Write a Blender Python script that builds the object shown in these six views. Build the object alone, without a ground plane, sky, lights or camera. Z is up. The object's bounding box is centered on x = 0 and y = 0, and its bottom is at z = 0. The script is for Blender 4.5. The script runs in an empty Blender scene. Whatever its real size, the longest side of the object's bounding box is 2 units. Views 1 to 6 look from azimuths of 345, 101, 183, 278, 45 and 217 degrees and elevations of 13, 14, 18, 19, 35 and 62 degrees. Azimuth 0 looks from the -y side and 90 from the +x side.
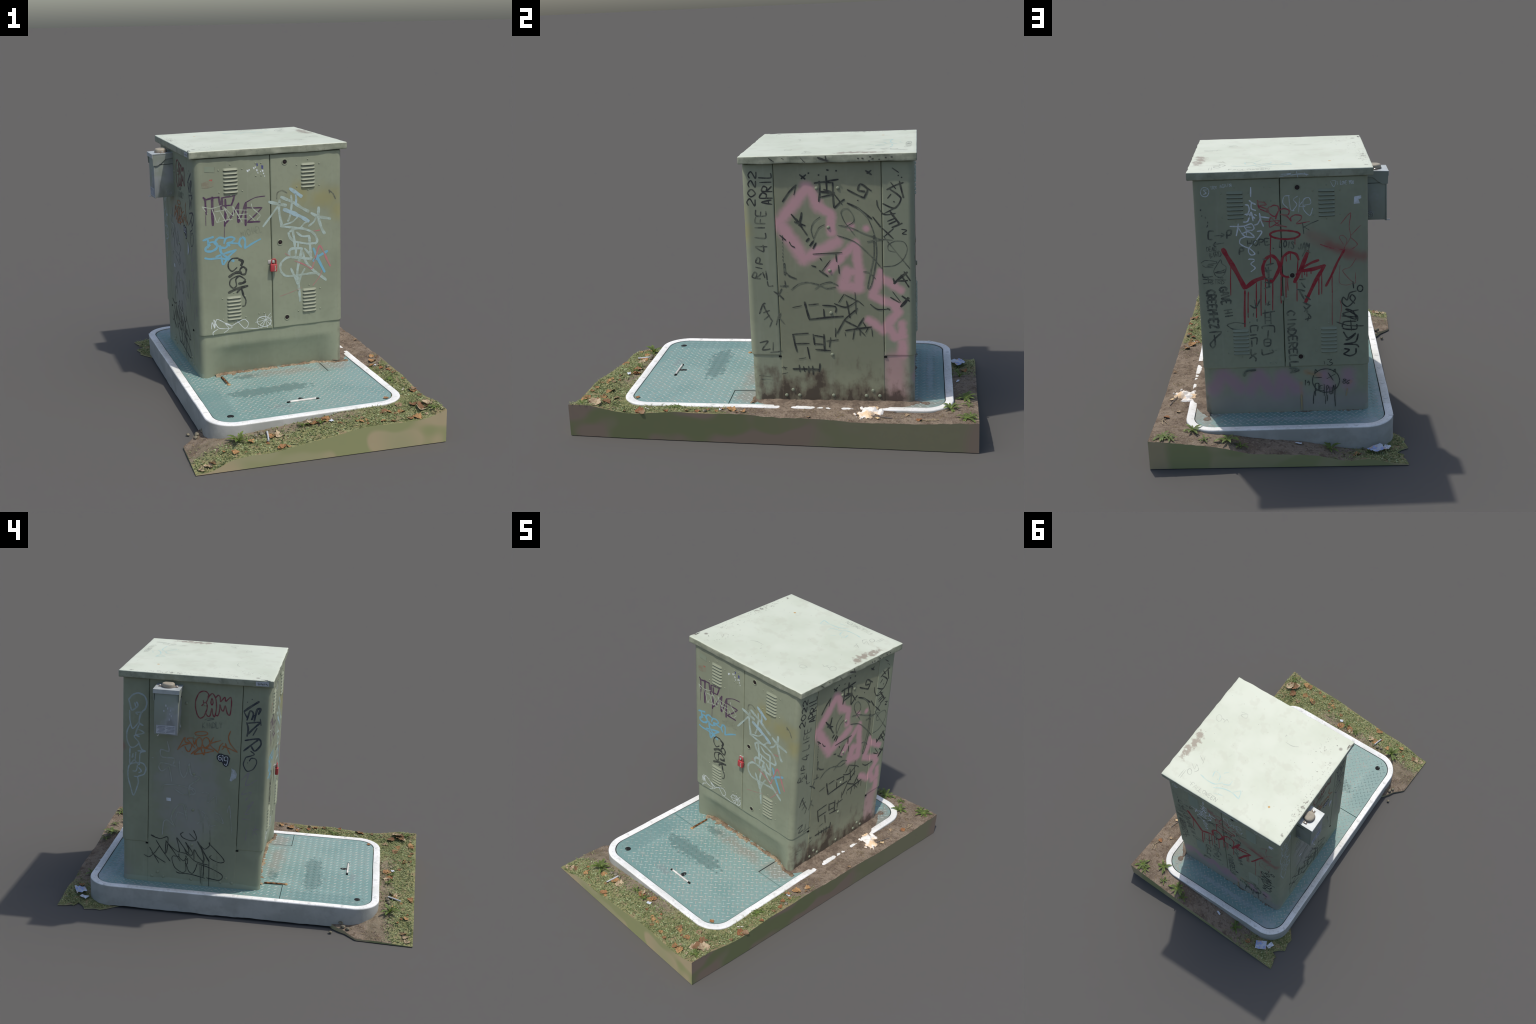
"""Graffiti-covered street utility cabinet on a concrete-rimmed tread-plate slab,
standing on a cut-out patch of grass and soil.  Everything is built from profiles,
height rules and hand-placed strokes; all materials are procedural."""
import bpy, bmesh, math, random
import numpy as np
from mathutils import Matrix, Vector, noise as mnoise

rng = random.Random(41)
D = bpy.data

# ------------------------------------------------------------------ node helper
class Mat:
    """small wrapper to write node materials as expressions"""
    def __init__(self, name, rough=0.7, spec=0.3, metal=0.0):
        self.m = D.materials.new(name); self.m.use_nodes = True
        self.t = self.m.node_tree; self.n = self.t.nodes; self.l = self.t.links
        self.p = self.n["Principled BSDF"]
        self.p.inputs["Roughness"].default_value = rough
        self.p.inputs["Specular IOR Level"].default_value = spec
        self.p.inputs["Metallic"].default_value = metal
        self.co = self.n.new("ShaderNodeTexCoord").outputs["Object"]
    def put(self, sock, v):
        if isinstance(v, bpy.types.NodeSocket): self.l.new(v, sock)
        elif isinstance(v, (tuple, list)):
            sock.default_value = (*v, 1.0) if (len(v) == 3 and sock.type == 'RGBA') else v
        else: sock.default_value = v
    def math(self, op, a, b=0.0, c=0.0, clamp=False):
        n = self.n.new("ShaderNodeMath"); n.operation = op; n.use_clamp = clamp
        for i, v in enumerate((a, b, c)): self.put(n.inputs[i], v)
        return n.outputs[0]
    def vec(self, op, a, b=(0, 0, 0)):
        n = self.n.new("ShaderNodeVectorMath"); n.operation = op
        self.put(n.inputs[0], a)
        if op == 'SCALE': self.put(n.inputs['Scale'], b)
        else: self.put(n.inputs[1], b)
        return n.outputs['Value'] if op in ('DOT_PRODUCT', 'LENGTH', 'DISTANCE') else n.outputs[0]
    def xyz(self, v=None):
        n = self.n.new("ShaderNodeSeparateXYZ"); self.put(n.inputs[0], v or self.co)
        return n.outputs
    def noise(self, scale, detail=3, rough=0.55, v=None, stretch=None, dist=0.0):
        n = self.n.new("ShaderNodeTexNoise"); n.inputs['Scale'].default_value = scale
        n.inputs['Detail'].default_value = detail; n.inputs['Roughness'].default_value = rough
        n.inputs['Distortion'].default_value = dist
        src = v or self.co
        if stretch: src = self.vec('MULTIPLY', src, stretch)
        self.put(n.inputs['Vector'], src)
        # widen the narrow spread of the noise so that thresholds near 0.3 / 0.7 are reached
        return self.math('ADD', self.math('MULTIPLY', self.math('SUBTRACT', n.outputs['Fac'], .5), 1.7), .5)
    def voro(self, scale, feature='F1', v=None):
        n = self.n.new("ShaderNodeTexVoronoi"); n.feature = feature
        n.inputs['Scale'].default_value = scale; self.put(n.inputs['Vector'], v or self.co)
        return n.outputs
    def step(self, v, lo, hi, smooth=True):
        n = self.n.new("ShaderNodeMapRange")
        n.interpolation_type = 'SMOOTHSTEP' if smooth else 'LINEAR'
        self.put(n.inputs[0], v); n.inputs[1].default_value = lo; n.inputs[2].default_value = hi
        return n.outputs[0]
    def mix(self, f, a, b, mode='MIX'):
        n = self.n.new("ShaderNodeMix"); n.data_type = 'RGBA'; n.blend_type = mode
        self.put(n.inputs[0], f); self.put(n.inputs[6], a); self.put(n.inputs[7], b)
        return n.outputs[2]
    def capsule(self, a, b, r0, r1, wobble=None):
        """soft mask: 1 inside r0 around the segment a-b, fading to 0 at r1"""
        a, b = Vector(a), Vector(b); ba = b - a; L2 = max(ba.length_squared, 1e-8)
        pa = self.vec('SUBTRACT', self.co, tuple(a))
        h = self.math('MULTIPLY', self.vec('DOT_PRODUCT', pa, tuple(ba)), 1.0 / L2, clamp=True)
        d = self.vec('LENGTH', self.vec('SUBTRACT', pa, self.vec('SCALE', tuple(ba), h)))
        if wobble is not None: d = self.math('ADD', d, wobble)
        return self.step(d, r1, r0)
    def blob(self, c, r, soft=0.5, wobble=None):
        """soft ellipsoid mask, radii r"""
        q = self.vec('SUBTRACT', self.co, c)
        q = self.vec('DIVIDE', q, r)
        d = self.vec('LENGTH', q)
        if wobble is not None: d = self.math('ADD', d, wobble)
        return self.step(d, 1.0, 1.0 - soft)
    def maxm(self, ms):
        o = ms[0]
        for m in ms[1:]: o = self.math('MAXIMUM', o, m)
        return o
    def bump(self, h, strength=0.3, dist=0.002):
        n = self.n.new("ShaderNodeBump"); n.inputs['Strength'].default_value = strength
        n.inputs['Distance'].default_value = dist; self.put(n.inputs['Height'], h)
        self.l.new(n.outputs[0], self.p.inputs['Normal'])
    def col(self, c): self.put(self.p.inputs['Base Color'], c); return self.m

def srgb(r, g, b):
    f = lambda c: (c / 255 / 12.92) if c / 255 <= .04045 else ((c / 255 + .055) / 1.055) ** 2.4
    return (f(r), f(g), f(b))

# ------------------------------------------------------------------ scene helpers
def link(ob, parent=None, mat=None, matrix=None):
    bpy.context.scene.collection.objects.link(ob)
    if parent is not None: ob.parent = parent
    if matrix is not None: ob.matrix_local = matrix
    if mat is not None and ob.data is not None and not ob.data.materials: ob.data.materials.append(mat)
    return ob

def mesh_ob(name, verts, faces, parent, mat, matrix=None, smooth=None):
    me = D.meshes.new(name); me.from_pydata([tuple(v) for v in verts], [], faces); me.update()
    bm = bmesh.new(); bm.from_mesh(me); bmesh.ops.recalc_face_normals(bm, faces=bm.faces)
    bm.to_mesh(me); bm.free()
    if smooth is not None: shade(me, smooth)
    return link(D.objects.new(name, me), parent, mat, matrix)

def shade(me, angle):
    me.polygons.foreach_set('use_smooth', [True] * len(me.polygons))
    if angle < 180: me.set_sharp_from_angle(angle=math.radians(angle))

def bm_ob(name, bm, parent, mat, matrix=None, smooth=35):
    me = D.meshes.new(name); bmesh.ops.recalc_face_normals(bm, faces=bm.faces)
    bm.to_mesh(me); bm.free(); shade(me, smooth)
    return link(D.objects.new(name, me), parent, mat, matrix)

def box_bm(x0, x1, y0, y1, z0, z1, bevel=0.0, seg=2):
    bm = bmesh.new(); bmesh.ops.create_cube(bm, size=1.0)
    for v in bm.verts:
        v.co = (x0 + (v.co.x + .5) * (x1 - x0), y0 + (v.co.y + .5) * (y1 - y0), z0 + (v.co.z + .5) * (z1 - z0))
    if bevel: bmesh.ops.bevel(bm, geom=bm.edges[:], offset=bevel, segments=seg, affect='EDGES', profile=.5)
    return bm

def lathe(profile, seg=24):
    """profile [(r,z)] -> verts, faces (closed with end caps when r>0)"""
    vs, fs = [], []
    for r, z in profile:
        for i in range(seg):
            a = 2 * math.pi * i / seg; vs.append((r * math.cos(a), r * math.sin(a), z))
    for j in range(len(profile) - 1):
        for i in range(seg):
            k = (i + 1) % seg
            fs.append((j * seg + i, j * seg + k, (j + 1) * seg + k, (j + 1) * seg + i))
    fs.append(tuple(range(seg))); n = (len(profile) - 1) * seg
    fs.append(tuple(n + i for i in range(seg)))
    return vs, fs

def fbm(x, y, z=0.0, o=4): return mnoise.fractal((x, y, z), 1.0, 2.0, o)

# ------------------------------------------------------------------ frames
# cabinet frame: origin at the middle of its foot, turned 2.2 degrees and leaning a touch
CAB = (Matrix.Translation((-0.0120, 0.2825, 0.128)) @ Matrix.Rotation(math.radians(2.2), 4, 'Z')
       @ Matrix.Rotation(math.radians(-0.45), 4, 'Y') @ Matrix.Rotation(math.radians(0.3), 4, 'X'))
SLAB = Matrix.Translation((-0.016, 0.040, 0.0)) @ Matrix.Rotation(math.radians(1.8), 4, 'Z') @ Matrix.Rotation(math.radians(-0.3), 4, 'Y')

HU, HV = 0.406, 0.401          # half width / half depth at the doors
PU, PV = 0.403, 0.394          # plinth
W_DOOR, W_TOP = 0.242, 1.190   # door foot, underside of the lid
LID_U, LID_V, LID_TOP = 0.4305, 0.4145, 1.2265
SEAM = 0.252                   # where the doors stop on the sides
RC = 0.030                     # corner rounding
VENTS = [(s * 0.2125, w) for s in (-1, 1) for w in (1.067, 0.384)]

root = D.objects.new("utility_cabinet", None)
link(root)
root["label"] = "green graffiti-covered street utility cabinet on concrete-rimmed slab"
root["category"] = "utility cabinet"

# ------------------------------------------------------------------ materials
GREEN = (0.262, 0.284, 0.196)

def paint(name, sprays=(), dirt=None, base=GREEN):
    """weathered enamel; sprays = [(colour, strength, [capsules / blobs])], soft spray-can paint"""
    k = Mat(name, rough=0.55, spec=0.35)
    n1 = k.noise(3.1, 4); n2 = k.noise(38, 3)
    c = k.mix(k.step(n1, .35, .7), tuple(v * .93 for v in base), tuple(v * 1.06 for v in base))
    c = k.mix(k.math('MULTIPLY', k.step(n2, .45, .75), .22), c, tuple(v * .84 for v in base))
    # faint run-off streaks
    st = k.noise(9, 3, stretch=(5, 5, .25))
    c = k.mix(k.math('MULTIPLY', k.step(st, .6, .9), .14), c, (.36, .37, .30))
    # paler repainted foot strip on the left side
    xx, yy, zz = k.xyz(); foot = k.math('MULTIPLY', k.step(k.math('ADD', zz, k.math('MULTIPLY', k.math('SUBTRACT', k.noise(7, 2), .5), .016)), .034, .028), k.step(xx, -.38, -.395))
    c = k.mix(k.math('MULTIPLY', foot, .5), c, (.33, .37, .28))
    for colour, strength, shapes in sprays:
        wob = k.math('MULTIPLY', k.math('SUBTRACT', k.noise(22, 4), .5), .016)
        ms = []
        for s in shapes:
            if s[0] == 'cap': ms.append(k.capsule(s[1], s[2], s[3], s[4], wob))
            else: ms.append(k.blob(s[1], s[2], s[3], k.math('MULTIPLY', k.math('SUBTRACT', k.noise(14, 3), .5), .5)))
        m = k.math('MULTIPLY', k.maxm(ms), strength)
        c = k.mix(m, c, colour)
    if dirt: c = dirt(k, c)
    # specks and chips
    sp = k.voro(95); sp2 = k.noise(6, 2)
    f = k.math('MULTIPLY', k.step(sp['Distance'], .11, .06), k.step(sp2, .54, .6))
    c = k.mix(k.math('MULTIPLY', f, .55), c, (.09, .09, .075))
    k.bump(k.noise(60, 3), .12, .001)
    return k.col(c)

def plain(name, c, rough=.6, spec=.3, metal=0., var=.12, scale=20):
    k = Mat(name, rough, spec, metal)
    return k.col(k.mix(k.step(k.noise(scale, 3), .3, .7), tuple(v * (1 - var) for v in c), tuple(v * (1 + var) for v in c)))

def grime_right(k, c):
    """brown mud splash low on the +u side"""
    z = k.xyz()[2]; x = k.xyz()[0]
    n = k.noise(9, 5); s = k.noise(30, 4, stretch=(1, 1, .35))
    h = k.math('ADD', k.math('MULTIPLY', k.math('SUBTRACT', n, .5), .42), k.math('MULTIPLY', k.math('SUBTRACT', s, .5), .22))
    lev = k.math('ADD', z, h)
    side = k.step(x, .372, .394)
    m = k.math('MULTIPLY', k.math('MULTIPLY', k.step(lev, .20, .0), side), .75)
    c = k.mix(m, c, (.10, .066, .048))
    m2 = k.math('MULTIPLY', k.step(lev, .045, -.01), side)
    return k.mix(k.math('MULTIPLY', m2, .6), c, (.045, .033, .026))

M_DARK = plain("dark_fill", (.012, .013, .012), .9, .1)  # near-black colour shared by stand-in gaps, dark fittings and the light-blocking box
M_GREEN = paint("green_paint")
M_LEFT = paint("green_paint_greyed", [((.285, .285, .262), .75, [('blob', (-.40, .03, .55), (.1, .23, .42), .6)])])

# ------------------------------------------------------------------ cabinet shell
def dents(face, s, w):
    """shallow hand-hammered unevenness of a sheet face (metres, outward)"""
    o = {'front': 0.0, 'back': 7.3, 'right': 13.1, 'left': 21.7}[face]
    d = 0.0013 * fbm(s * 2.6 + o, w * 2.6, o, 3)
    if face == 'front':
        for cs, cw, r, a in ((.13, .27, .05, -.004), (.30, .262, .04, -.003), (-.33, .26, .05, .002), (-.08, .27, .06, -.002),
                             (.30, 1.14, .05, .0015), (-.36, .95, .03, -.002)):
            d += a * math.exp(-((s - cs) ** 2 + (w - cw) ** 2) / r ** 2)
    return d

def spaced(a, b, step, edge=()):
    n = max(2, int(round(abs(b - a) / step)) + 1)
    v = [a + (b - a) * i / (n - 1) for i in range(n)]
    sg = 1 if b > a else -1
    v += [a + sg * e for e in edge] + [b - sg * e for e in edge]
    return sorted(set(round(x, 6) for x in v), reverse=(b < a))

def roll(d, r):
    """inward roll-off of a sheet near its edge"""
    if d >= r: return 0.0
    return r - math.sqrt(max(r * r - (r - d) ** 2, 0))

def sheet(name, path, ws, parent, mat, thick=0.012, r=0.006):
    """path: [(u,v,nu,nv,face,s, dist_to_path_end)] swept up through ws, closed with thickness"""
    L = len(path); H = len(ws); vs = []; fs = []
    for k in (0, 1):
        for w in ws:
            for (u, v, nu, nv, face, s, de) in path:
                off = -thick if k else dents(face, s, w) - roll(min(de, w - ws[0], ws[-1] - w), r)
                vs.append((u + nu * off, v + nv * off, w))
    q = L * H
    for j in range(H - 1):
        for i in range(L - 1):
            a = j * L + i
            fs.append((a, a + 1, a + L + 1, a + L)); fs.append((q + a, q + a + L, q + a + L + 1, q + a + 1))
    for i in range(L - 1):
        fs.append((i, q + i, q + i + 1, i + 1)); a = (H - 1) * L + i
        fs.append((a, a + 1, q + a + 1, q + a))
    for j in range(H - 1):
        for a in (j * L, j * L + L - 1): fs.append((a, a + L, q + a + L, q + a))
    return mesh_ob(name, vs, fs, parent, mat, CAB, 42)

EDGE = (.001, .0025, .0045, .007)
def door_path(su, sv):
    """side flange -> rounded corner -> face, for the door in quadrant (su,sv)"""
    pts = []
    for v in spaced(SEAM, HV - RC, .012, EDGE): pts.append((HU, v, 1, 0))
    for i in range(1, 8):
        a = math.pi / 2 * i / 8
        pts.append((HU - RC + RC * math.cos(a), HV - RC + RC * math.sin(a), math.cos(a), math.sin(a)))
    for u in spaced(HU - RC, .0012 + .003 * su, .012, EDGE): pts.append((u, HV, 0, 1))
    out = []; face_v = 'front' if sv < 0 else 'back'; face_u = 'right' if su > 0 else 'left'
    L = [0.0]
    for a, b in zip(pts, pts[1:]): L.append(L[-1] + math.hypot(b[0] - a[0], b[1] - a[1]))
    for p, l in zip(pts, L):
        onside = p[2] > .7
        out.append((p[0] * su, p[1] * sv, p[2] * su, p[3] * sv, face_u if onside else face_v,
                    p[1] * sv if onside else p[0] * su, min(l, L[-1] - l)))
    return out

WS = spaced(W_DOOR, W_TOP - .004, .014, EDGE)

def pt_right(v, w): return (HU, v, w)
def pt_back(u, w): return (u, HV, w)
PINK = (.56, .315, .335)
pink_spray = [(PINK, .92, [
    ('cap', pt_right(-0.096, 1.070), pt_right(-0.210, 0.933), 0.008, 0.048),
    ('cap', pt_right(-0.223, 0.915), pt_right(-0.254, 0.893), 0.005, 0.053),
    ('cap', pt_right(-0.223, 0.890), pt_right(-0.120, 0.730), 0.010, 0.053),
    ('cap', pt_right(-0.120, 0.730), pt_right(0.039, 0.807), 0.009, 0.045),
    ('cap', pt_right(-0.084, 1.064), pt_right(-0.045, 0.979), 0.007, 0.043),
    ('cap', pt_right(-0.045, 0.979), pt_right(0.013, 0.942), 0.009, 0.037),
    ('cap', pt_right(0.013, 0.942), pt_right(0.012, 0.856), 0.009, 0.036),
    ('cap', pt_right(0.120, 0.799), pt_right(0.000, 0.676), 0.007, 0.034),
    ('cap', pt_right(0.126, 0.799), pt_right(0.139, 0.662), 0.008, 0.036),
    ('cap', pt_right(0.139, 0.662), pt_right(0.137, 0.587), 0.009, 0.043),
    ('cap', pt_right(0.137, 0.587), pt_right(0.063, 0.588), 0.010, 0.047),
    ('cap', pt_right(0.063, 0.588), pt_right(0.081, 0.663), 0.009, 0.047),
    ('cap', pt_right(0.081, 0.663), pt_right(0.132, 0.662), 0.005, 0.034),
    ('cap', pt_right(0.243, 0.656), pt_right(0.201, 0.543), 0.007, 0.036),
    ('cap', pt_right(0.248, 0.631), pt_right(0.327, 0.574), 0.007, 0.034),
    ('cap', pt_right(0.204, 0.540), pt_right(0.315, 0.495), 0.008, 0.036),
    ('cap', pt_right(0.102, 0.883), pt_right(0.103, 0.881), 0.005, 0.029),
    ('cap', pt_right(0.179, 0.873), pt_right(0.180, 0.871), 0.004, 0.026),
    ('cap', pt_right(0.311, 0.455), pt_right(0.248, 0.372), 0.008, 0.036),
    ('cap', pt_right(0.183, 0.422), pt_right(0.243, 0.375), 0.006, 0.033)])]
pink_low = [(PINK, .9, [
    ('cap', pt_right(0.306, 0.483), pt_right(0.316, 0.461), 0.008, 0.037),
    ('cap', pt_right(0.311, 0.455), pt_right(0.248, 0.372), 0.008, 0.036),
    ('cap', pt_right(0.183, 0.422), pt_right(0.243, 0.375), 0.006, 0.033),
    ('cap', pt_right(0.277, 0.383), pt_right(0.303, 0.338), 0.008, 0.038),
    ('cap', pt_right(0.303, 0.338), pt_right(0.335, 0.344), 0.008, 0.038),
    ('cap', pt_right(0.335, 0.344), pt_right(0.338, 0.403), 0.008, 0.034),
    ('cap', pt_right(0.337, 0.310), pt_right(0.337, 0.254), 0.008, 0.041),
    ('cap', pt_right(0.248, 0.631), pt_right(0.327, 0.574), 0.007, 0.034),
    ('cap', pt_right(0.204, 0.540), pt_right(0.315, 0.495), 0.008, 0.036)]),
   ((.47, .27, .28), .72, [
    ('cap', pt_right(0.301, 0.214), pt_right(0.300, 0.111), 0.018, 0.081),
    ('cap', pt_right(0.300, 0.111), pt_right(0.309, 0.030), 0.011, 0.081)])]

red_smear = [((.30, .035, .045), .45, [
    ('cap', pt_back(-0.305, 0.813), pt_back(-0.384, 0.794), 0.004, 0.041),
    ('cap', pt_back(-0.219, 0.855), pt_back(-0.305, 0.820), 0.001, 0.031)]),
   ((.30, .06, .06), .28, [
    ('cap', pt_back(-0.135, 0.905), pt_back(-0.312, 0.823), 0.001, 0.055)])]
purple_humps = [((.36, .225, .27), .85, [
    ('cap', pt_back(0.308, 0.208), pt_back(0.358, 0.130), 0.008, 0.062),
    ('cap', pt_back(0.305, 0.208), pt_back(0.225, 0.133), 0.007, 0.059),
    ('cap', pt_back(0.131, 0.199), pt_back(0.180, 0.125), 0.007, 0.062),
    ('cap', pt_back(0.128, 0.195), pt_back(0.081, 0.121), 0.007, 0.059),
    ('cap', pt_back(0.020, 0.185), pt_back(0.042, 0.099), 0.009, 0.065),
    ('cap', pt_back(0.013, 0.184), pt_back(-0.045, 0.117), 0.006, 0.059),
    ('cap', pt_back(-0.185, 0.192), pt_back(-0.210, 0.127), 0.002, 0.052),
    ('cap', pt_back(-0.303, 0.195), pt_back(-0.302, 0.138), 0.004, 0.059)]),
   ((.30, .25, .27), .45, [
    ('cap', pt_back(0.349, 0.058), pt_back(0.137, 0.051), 0.009, 0.098),
    ('cap', pt_back(0.110, 0.050), pt_back(-0.368, 0.049), 0.009, 0.098)]),
   ((.42, .22, .10), .5, [
    ('cap', pt_back(-0.072, 0.153), pt_back(-0.072, 0.016), 0.001, 0.014),
    ('cap', pt_back(-0.099, 0.206), pt_back(-0.159, 0.193), 0.001, 0.026),
    ('cap', pt_back(-0.292, 0.117), pt_back(-0.316, 0.152), 0.001, 0.016)])]

YELLOW = [((.30, .27, .105), .62, [('blob', (.30, -HV, .94), (.16, .05, .10), .9), ('blob', (.17, -HV, .97), (.10, .05, .10), .9),
                                   ('blob', (.38, -HV + .01, .86), (.07, .05, .09), .9)])]

M_FR = paint("green_paint_front_door", YELLOW)
M_RIGHT = paint("green_paint_sprayed", pink_spray, grime_right, (.250, .260, .172))
M_BR = paint("green_paint_rear_sprayed", pink_low + red_smear, grime_right)
M_BACK = paint("green_paint_rear", red_smear)
M_PLINTH = paint("green_paint_plinth", purple_humps + pink_low, grime_right)

doors = {}
for key, su, sv, mat in (('fl', -1, -1, M_GREEN), ('fr', 1, -1, M_FR), ('bl', -1, 1, M_BACK), ('br', 1, 1, M_BR)):
    doors[key] = sheet("door", door_path(su, sv), WS, root, mat)

panels = {}
for key, su, mat in (('right', 1, M_RIGHT), ('left', -1, M_LEFT)):
    path = []
    for v in spaced(-SEAM + .0018, SEAM - .0018, .014, EDGE):
        path.append((su * (HU - .001), v, su, 0, key, v, SEAM - .0018 - abs(v)))
    panels[key] = sheet("side_panel", path, spaced(-.004, W_TOP - .004, .014, EDGE), root, mat, r=.003)

# plinth: one rounded tub below the doors
def round_rect(hu, hv, r, seg=8):
    pts = []
    for cx, cy, a0 in ((hu - r, hv - r, 0), (-hu + r, hv - r, 90), (-hu + r, -hv + r, 180), (hu - r, -hv + r, 270)):
        for i in range(seg + 1):
            a = math.radians(a0 + 90 * i / seg); pts.append((cx + r * math.cos(a), cy + r * math.sin(a)))
    return pts

def densify(pts, step):
    out = []
    for i, p in enumerate(pts):
        q = pts[(i + 1) % len(pts)]; n = max(1, int(math.hypot(q[0] - p[0], q[1] - p[1]) / step))
        out += [(p[0] + (q[0] - p[0]) * k / n, p[1] + (q[1] - p[1]) * k / n) for k in range(n)]
    return out

def plinth():
    ring = densify(round_rect(PU, PV, .032), .016); n = len(ring); vs = []; fs = []
    ws = spaced(-.006, .262, .014)
    for w in ws:
        for u, v in ring:
            q = math.hypot(u, v); nu, nv = u / q, v / q
            d = .002 * fbm(u * 4, v * 4, w * 5 + 3, 3)
            if v < 0:   # buckled front foot
                d += -.004 * math.exp(-((u + .20) ** 2 + (w - .12) ** 2) / .05 ** 2)
            if v < -.36:  # kicked in along the foot, between the two corners
                e = max(0, min(1, (.385 - abs(u)) / .13)); e = e * e * (3 - 2 * e); f = max(0, 1 - max(w, 0) / .17)
                nu, nv = 0, -1; d -= .046 * e * f ** .8
            lift = .012 * math.exp(-((u + .17) / .12) ** 2) * max(0, 1 - (w + .006) / .05) if v < -.3 else 0
            vs.append((u + nu * d, v + nv * d, w + lift))
    for j in range(len(ws) - 1):
        for i in range(n):
            k = (i + 1) % n; fs.append((j * n + i, j * n + k, (j + 1) * n + k, (j + 1) * n + i))
    fs.append(tuple(range(n))); m = (len(ws) - 1) * n; fs.append(tuple(m + i for i in range(n)))
    return mesh_ob("plinth", vs, fs, root, M_PLINTH, CAB, 40)
plinth_ob = plinth()
bm_ob("light_block_core", box_bm(-.386, .386, -.378, .378, .2, W_TOP + .01), root, M_DARK, CAB)  # dark box added inside to block light; keeps the seams black
# small black blocks standing in for the notches where door, plinth and side panel meet
for su in (1, -1):
    for sv in (1, -1):
        u = su * (HU - .004); v = sv * (SEAM + .004)
        bm_ob("notch_block", box_bm(min(u, u + su * .0045), max(u, u + su * .0045), v - .007, v + .007, .233, .241), root, M_DARK, CAB)

# ------------------------------------------------------------------ lid
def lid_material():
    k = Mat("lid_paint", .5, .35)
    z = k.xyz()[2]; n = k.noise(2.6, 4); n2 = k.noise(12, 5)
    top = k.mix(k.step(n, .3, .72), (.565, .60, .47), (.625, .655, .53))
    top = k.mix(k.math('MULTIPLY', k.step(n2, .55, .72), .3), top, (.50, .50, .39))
    # stains, lichen specks and one rust dot on the top sheet
    wob = k.math('MULTIPLY', k.math('SUBTRACT', k.noise(30, 5, .65), .5), 2.2)
    st = k.maxm([k.blob((.385, .16, LID_TOP), (.032, .12, .03), .7, wob), k.blob((.39, .07, LID_TOP), (.03, .05, .03), .7, wob)])
    top = k.mix(k.math('MULTIPLY', st, .75), top, (.25, .19, .14))
    v = k.voro(70); g = k.noise(7, 4, .6)
    zone = k.maxm([k.blob((-.33, -.20, LID_TOP), (.12, .24, .05), .8), k.blob((-.40, .2, LID_TOP), (.045, .3, .05), .8)])
    f = k.math('MULTIPLY', k.math('MULTIPLY', k.step(v['Distance'], .34, .16), k.step(g, .5, .62)), zone)
    top = k.mix(k.math('MULTIPLY', f, .85), top, (.12, .105, .075))
    g2 = k.noise(26, 5, .7)
    edge = k.blob((-.405, .22, LID_TOP), (.02, .22, .03), .5)
    top = k.mix(k.math('MULTIPLY', k.math('MULTIPLY', k.step(g2, .55, .66), edge), .85), top, (.13, .11, .085))
    top = k.mix(k.math('MULTIPLY', k.blob((-.385, -.325, LID_TOP), (.016, .016, .02), .7), .7), top, (.16, .13, .10))
    v3 = k.voro(26); top = k.mix(k.math('MULTIPLY', k.step(v3['Distance'], .075, .03), .6), top, (.2, .19, .14))
    top = k.mix(k.blob((-.237, .241, LID_TOP), (.0085, .0085, .02), .25), top, (.52, .33, .12))
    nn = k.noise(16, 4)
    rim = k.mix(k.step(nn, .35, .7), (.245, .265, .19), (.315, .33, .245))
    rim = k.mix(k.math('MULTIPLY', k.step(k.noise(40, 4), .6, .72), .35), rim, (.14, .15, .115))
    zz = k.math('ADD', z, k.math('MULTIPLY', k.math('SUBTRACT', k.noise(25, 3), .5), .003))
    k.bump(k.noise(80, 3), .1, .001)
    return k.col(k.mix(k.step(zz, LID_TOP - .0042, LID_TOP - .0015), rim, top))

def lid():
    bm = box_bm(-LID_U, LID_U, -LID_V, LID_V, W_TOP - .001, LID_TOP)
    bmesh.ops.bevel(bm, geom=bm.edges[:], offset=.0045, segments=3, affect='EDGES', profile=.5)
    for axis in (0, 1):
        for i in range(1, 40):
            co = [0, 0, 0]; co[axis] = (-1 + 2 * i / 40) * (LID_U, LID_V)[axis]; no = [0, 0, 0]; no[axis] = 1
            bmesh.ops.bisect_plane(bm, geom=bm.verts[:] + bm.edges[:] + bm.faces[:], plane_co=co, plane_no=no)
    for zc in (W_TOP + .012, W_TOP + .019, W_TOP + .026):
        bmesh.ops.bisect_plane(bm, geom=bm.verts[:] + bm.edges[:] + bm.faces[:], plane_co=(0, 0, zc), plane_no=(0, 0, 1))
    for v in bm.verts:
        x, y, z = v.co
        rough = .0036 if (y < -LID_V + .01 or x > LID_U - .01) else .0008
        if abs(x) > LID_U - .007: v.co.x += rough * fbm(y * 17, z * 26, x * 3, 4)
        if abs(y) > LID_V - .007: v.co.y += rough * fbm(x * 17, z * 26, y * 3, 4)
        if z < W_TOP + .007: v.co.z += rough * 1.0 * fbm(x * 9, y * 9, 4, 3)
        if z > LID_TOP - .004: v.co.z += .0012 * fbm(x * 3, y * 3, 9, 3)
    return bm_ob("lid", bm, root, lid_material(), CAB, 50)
lid_ob = lid()

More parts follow.
